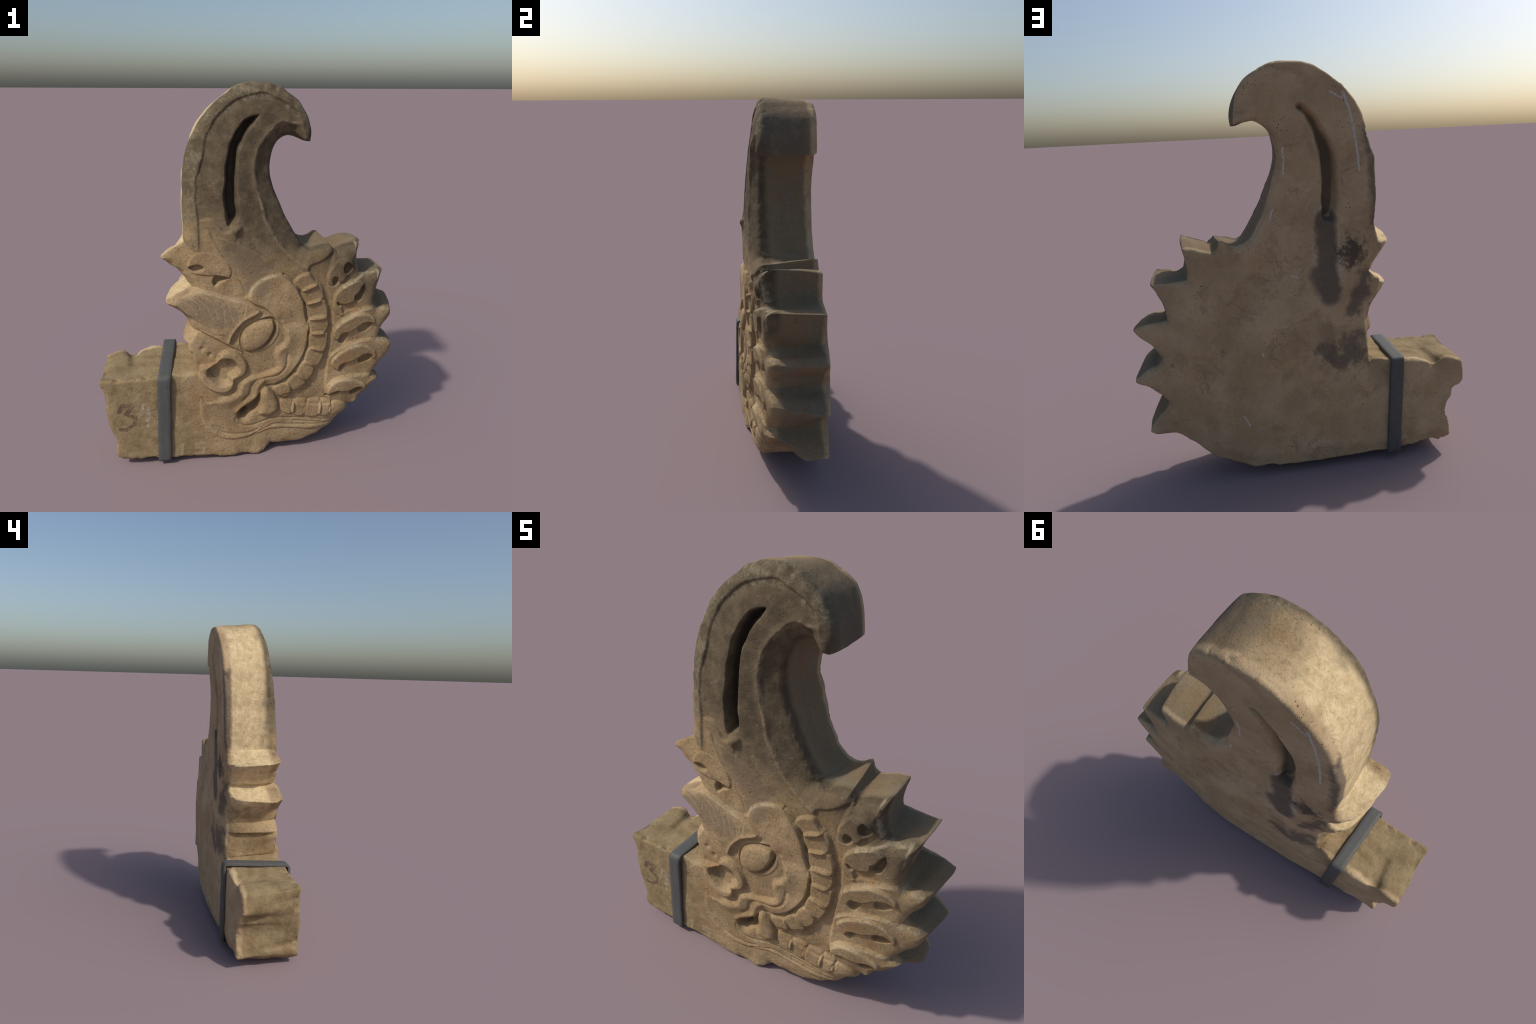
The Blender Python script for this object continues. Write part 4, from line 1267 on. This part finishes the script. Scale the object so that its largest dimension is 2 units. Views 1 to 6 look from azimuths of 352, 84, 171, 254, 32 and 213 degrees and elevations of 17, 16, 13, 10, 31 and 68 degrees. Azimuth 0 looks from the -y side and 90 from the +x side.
def strap():
    loop = []
    k = len(ST)
    for i in range(k):
        a, b, c = (np.array(ST[(i + j) % k]) for j in (-1, 0, 1))
        r = 0.022
        d0 = (a - b) / np.linalg.norm(a - b)
        d1 = (c - b) / np.linalg.norm(c - b)
        p0, p1 = b + d0 * r, b + d1 * r
        for t in np.linspace(0, 1, 7):
            loop.append(p0 * (1 - t) ** 2 + 2 * b * t * (1 - t) + p1 * t * t)
        for t in np.linspace(0, 1, 18)[1:-1]:
            loop.append(p1 * (1 - t) + (c + (b - c) / np.linalg.norm(b - c) * r) * t)
    loop = np.array(loop)
    n = len(loop)
    cy, cz = loop[:, 1].mean(), loop[:, 2].mean()
    vs, fs = [], []
    prof = [(-.5, -.6), (-.47, .8), (-.44, 1), (-.2, 1.03), (0, 1.0), (.2, 1.03), (.44, 1), (.47, .8), (.5, 0), (.5, -1.2), (-.5, -1.2)]
    m = len(prof)
    for i in range(n):
        t = loop[(i + 1) % n] - loop[i - 1]
        t /= np.linalg.norm(t)
        w = np.array([1.0, 0, 0])
        w = w - t * (w @ t)
        w /= np.linalg.norm(w)
        o = np.cross(w, t)
        if o[1] * (loop[i][1] - cy) + o[2] * (loop[i][2] - cz) < 0:
            o = -o
        wob = mnoise.noise(Vector(loop[i] * 9)) * 0.004
        for a, b in prof:
            q = loop[i] + w * (a * WIDTH + wob) + o * (b * THICK + 0.0015 * mnoise.noise(Vector(loop[i] * 25 + a)))
            vs.append(q)
    for i in range(n):
        for j in range(m):
            fs.append((i * m + j, ((i + 1) % n) * m + j, ((i + 1) % n) * m + (j + 1) % m, i * m + (j + 1) % m))
    m2 = bpy.data.meshes.new("strap")
    m2.from_pydata([tuple(v) for v in vs], [], fs)
    m2.update()
    import bmesh
    bm = bmesh.new()
    bm.from_mesh(m2)
    bmesh.ops.recalc_face_normals(bm, faces=bm.faces)
    bm.to_mesh(m2)
    bm.free()
    m2.polygons.foreach_set("use_smooth", [True] * len(m2.polygons))
    m2.set_sharp_from_angle(angle=math.radians(40))
    m2.materials.append(IRON)
    o = bpy.data.objects.new("strap", m2)
    bpy.context.collection.objects.link(o)
    o.parent = tenon


strap()
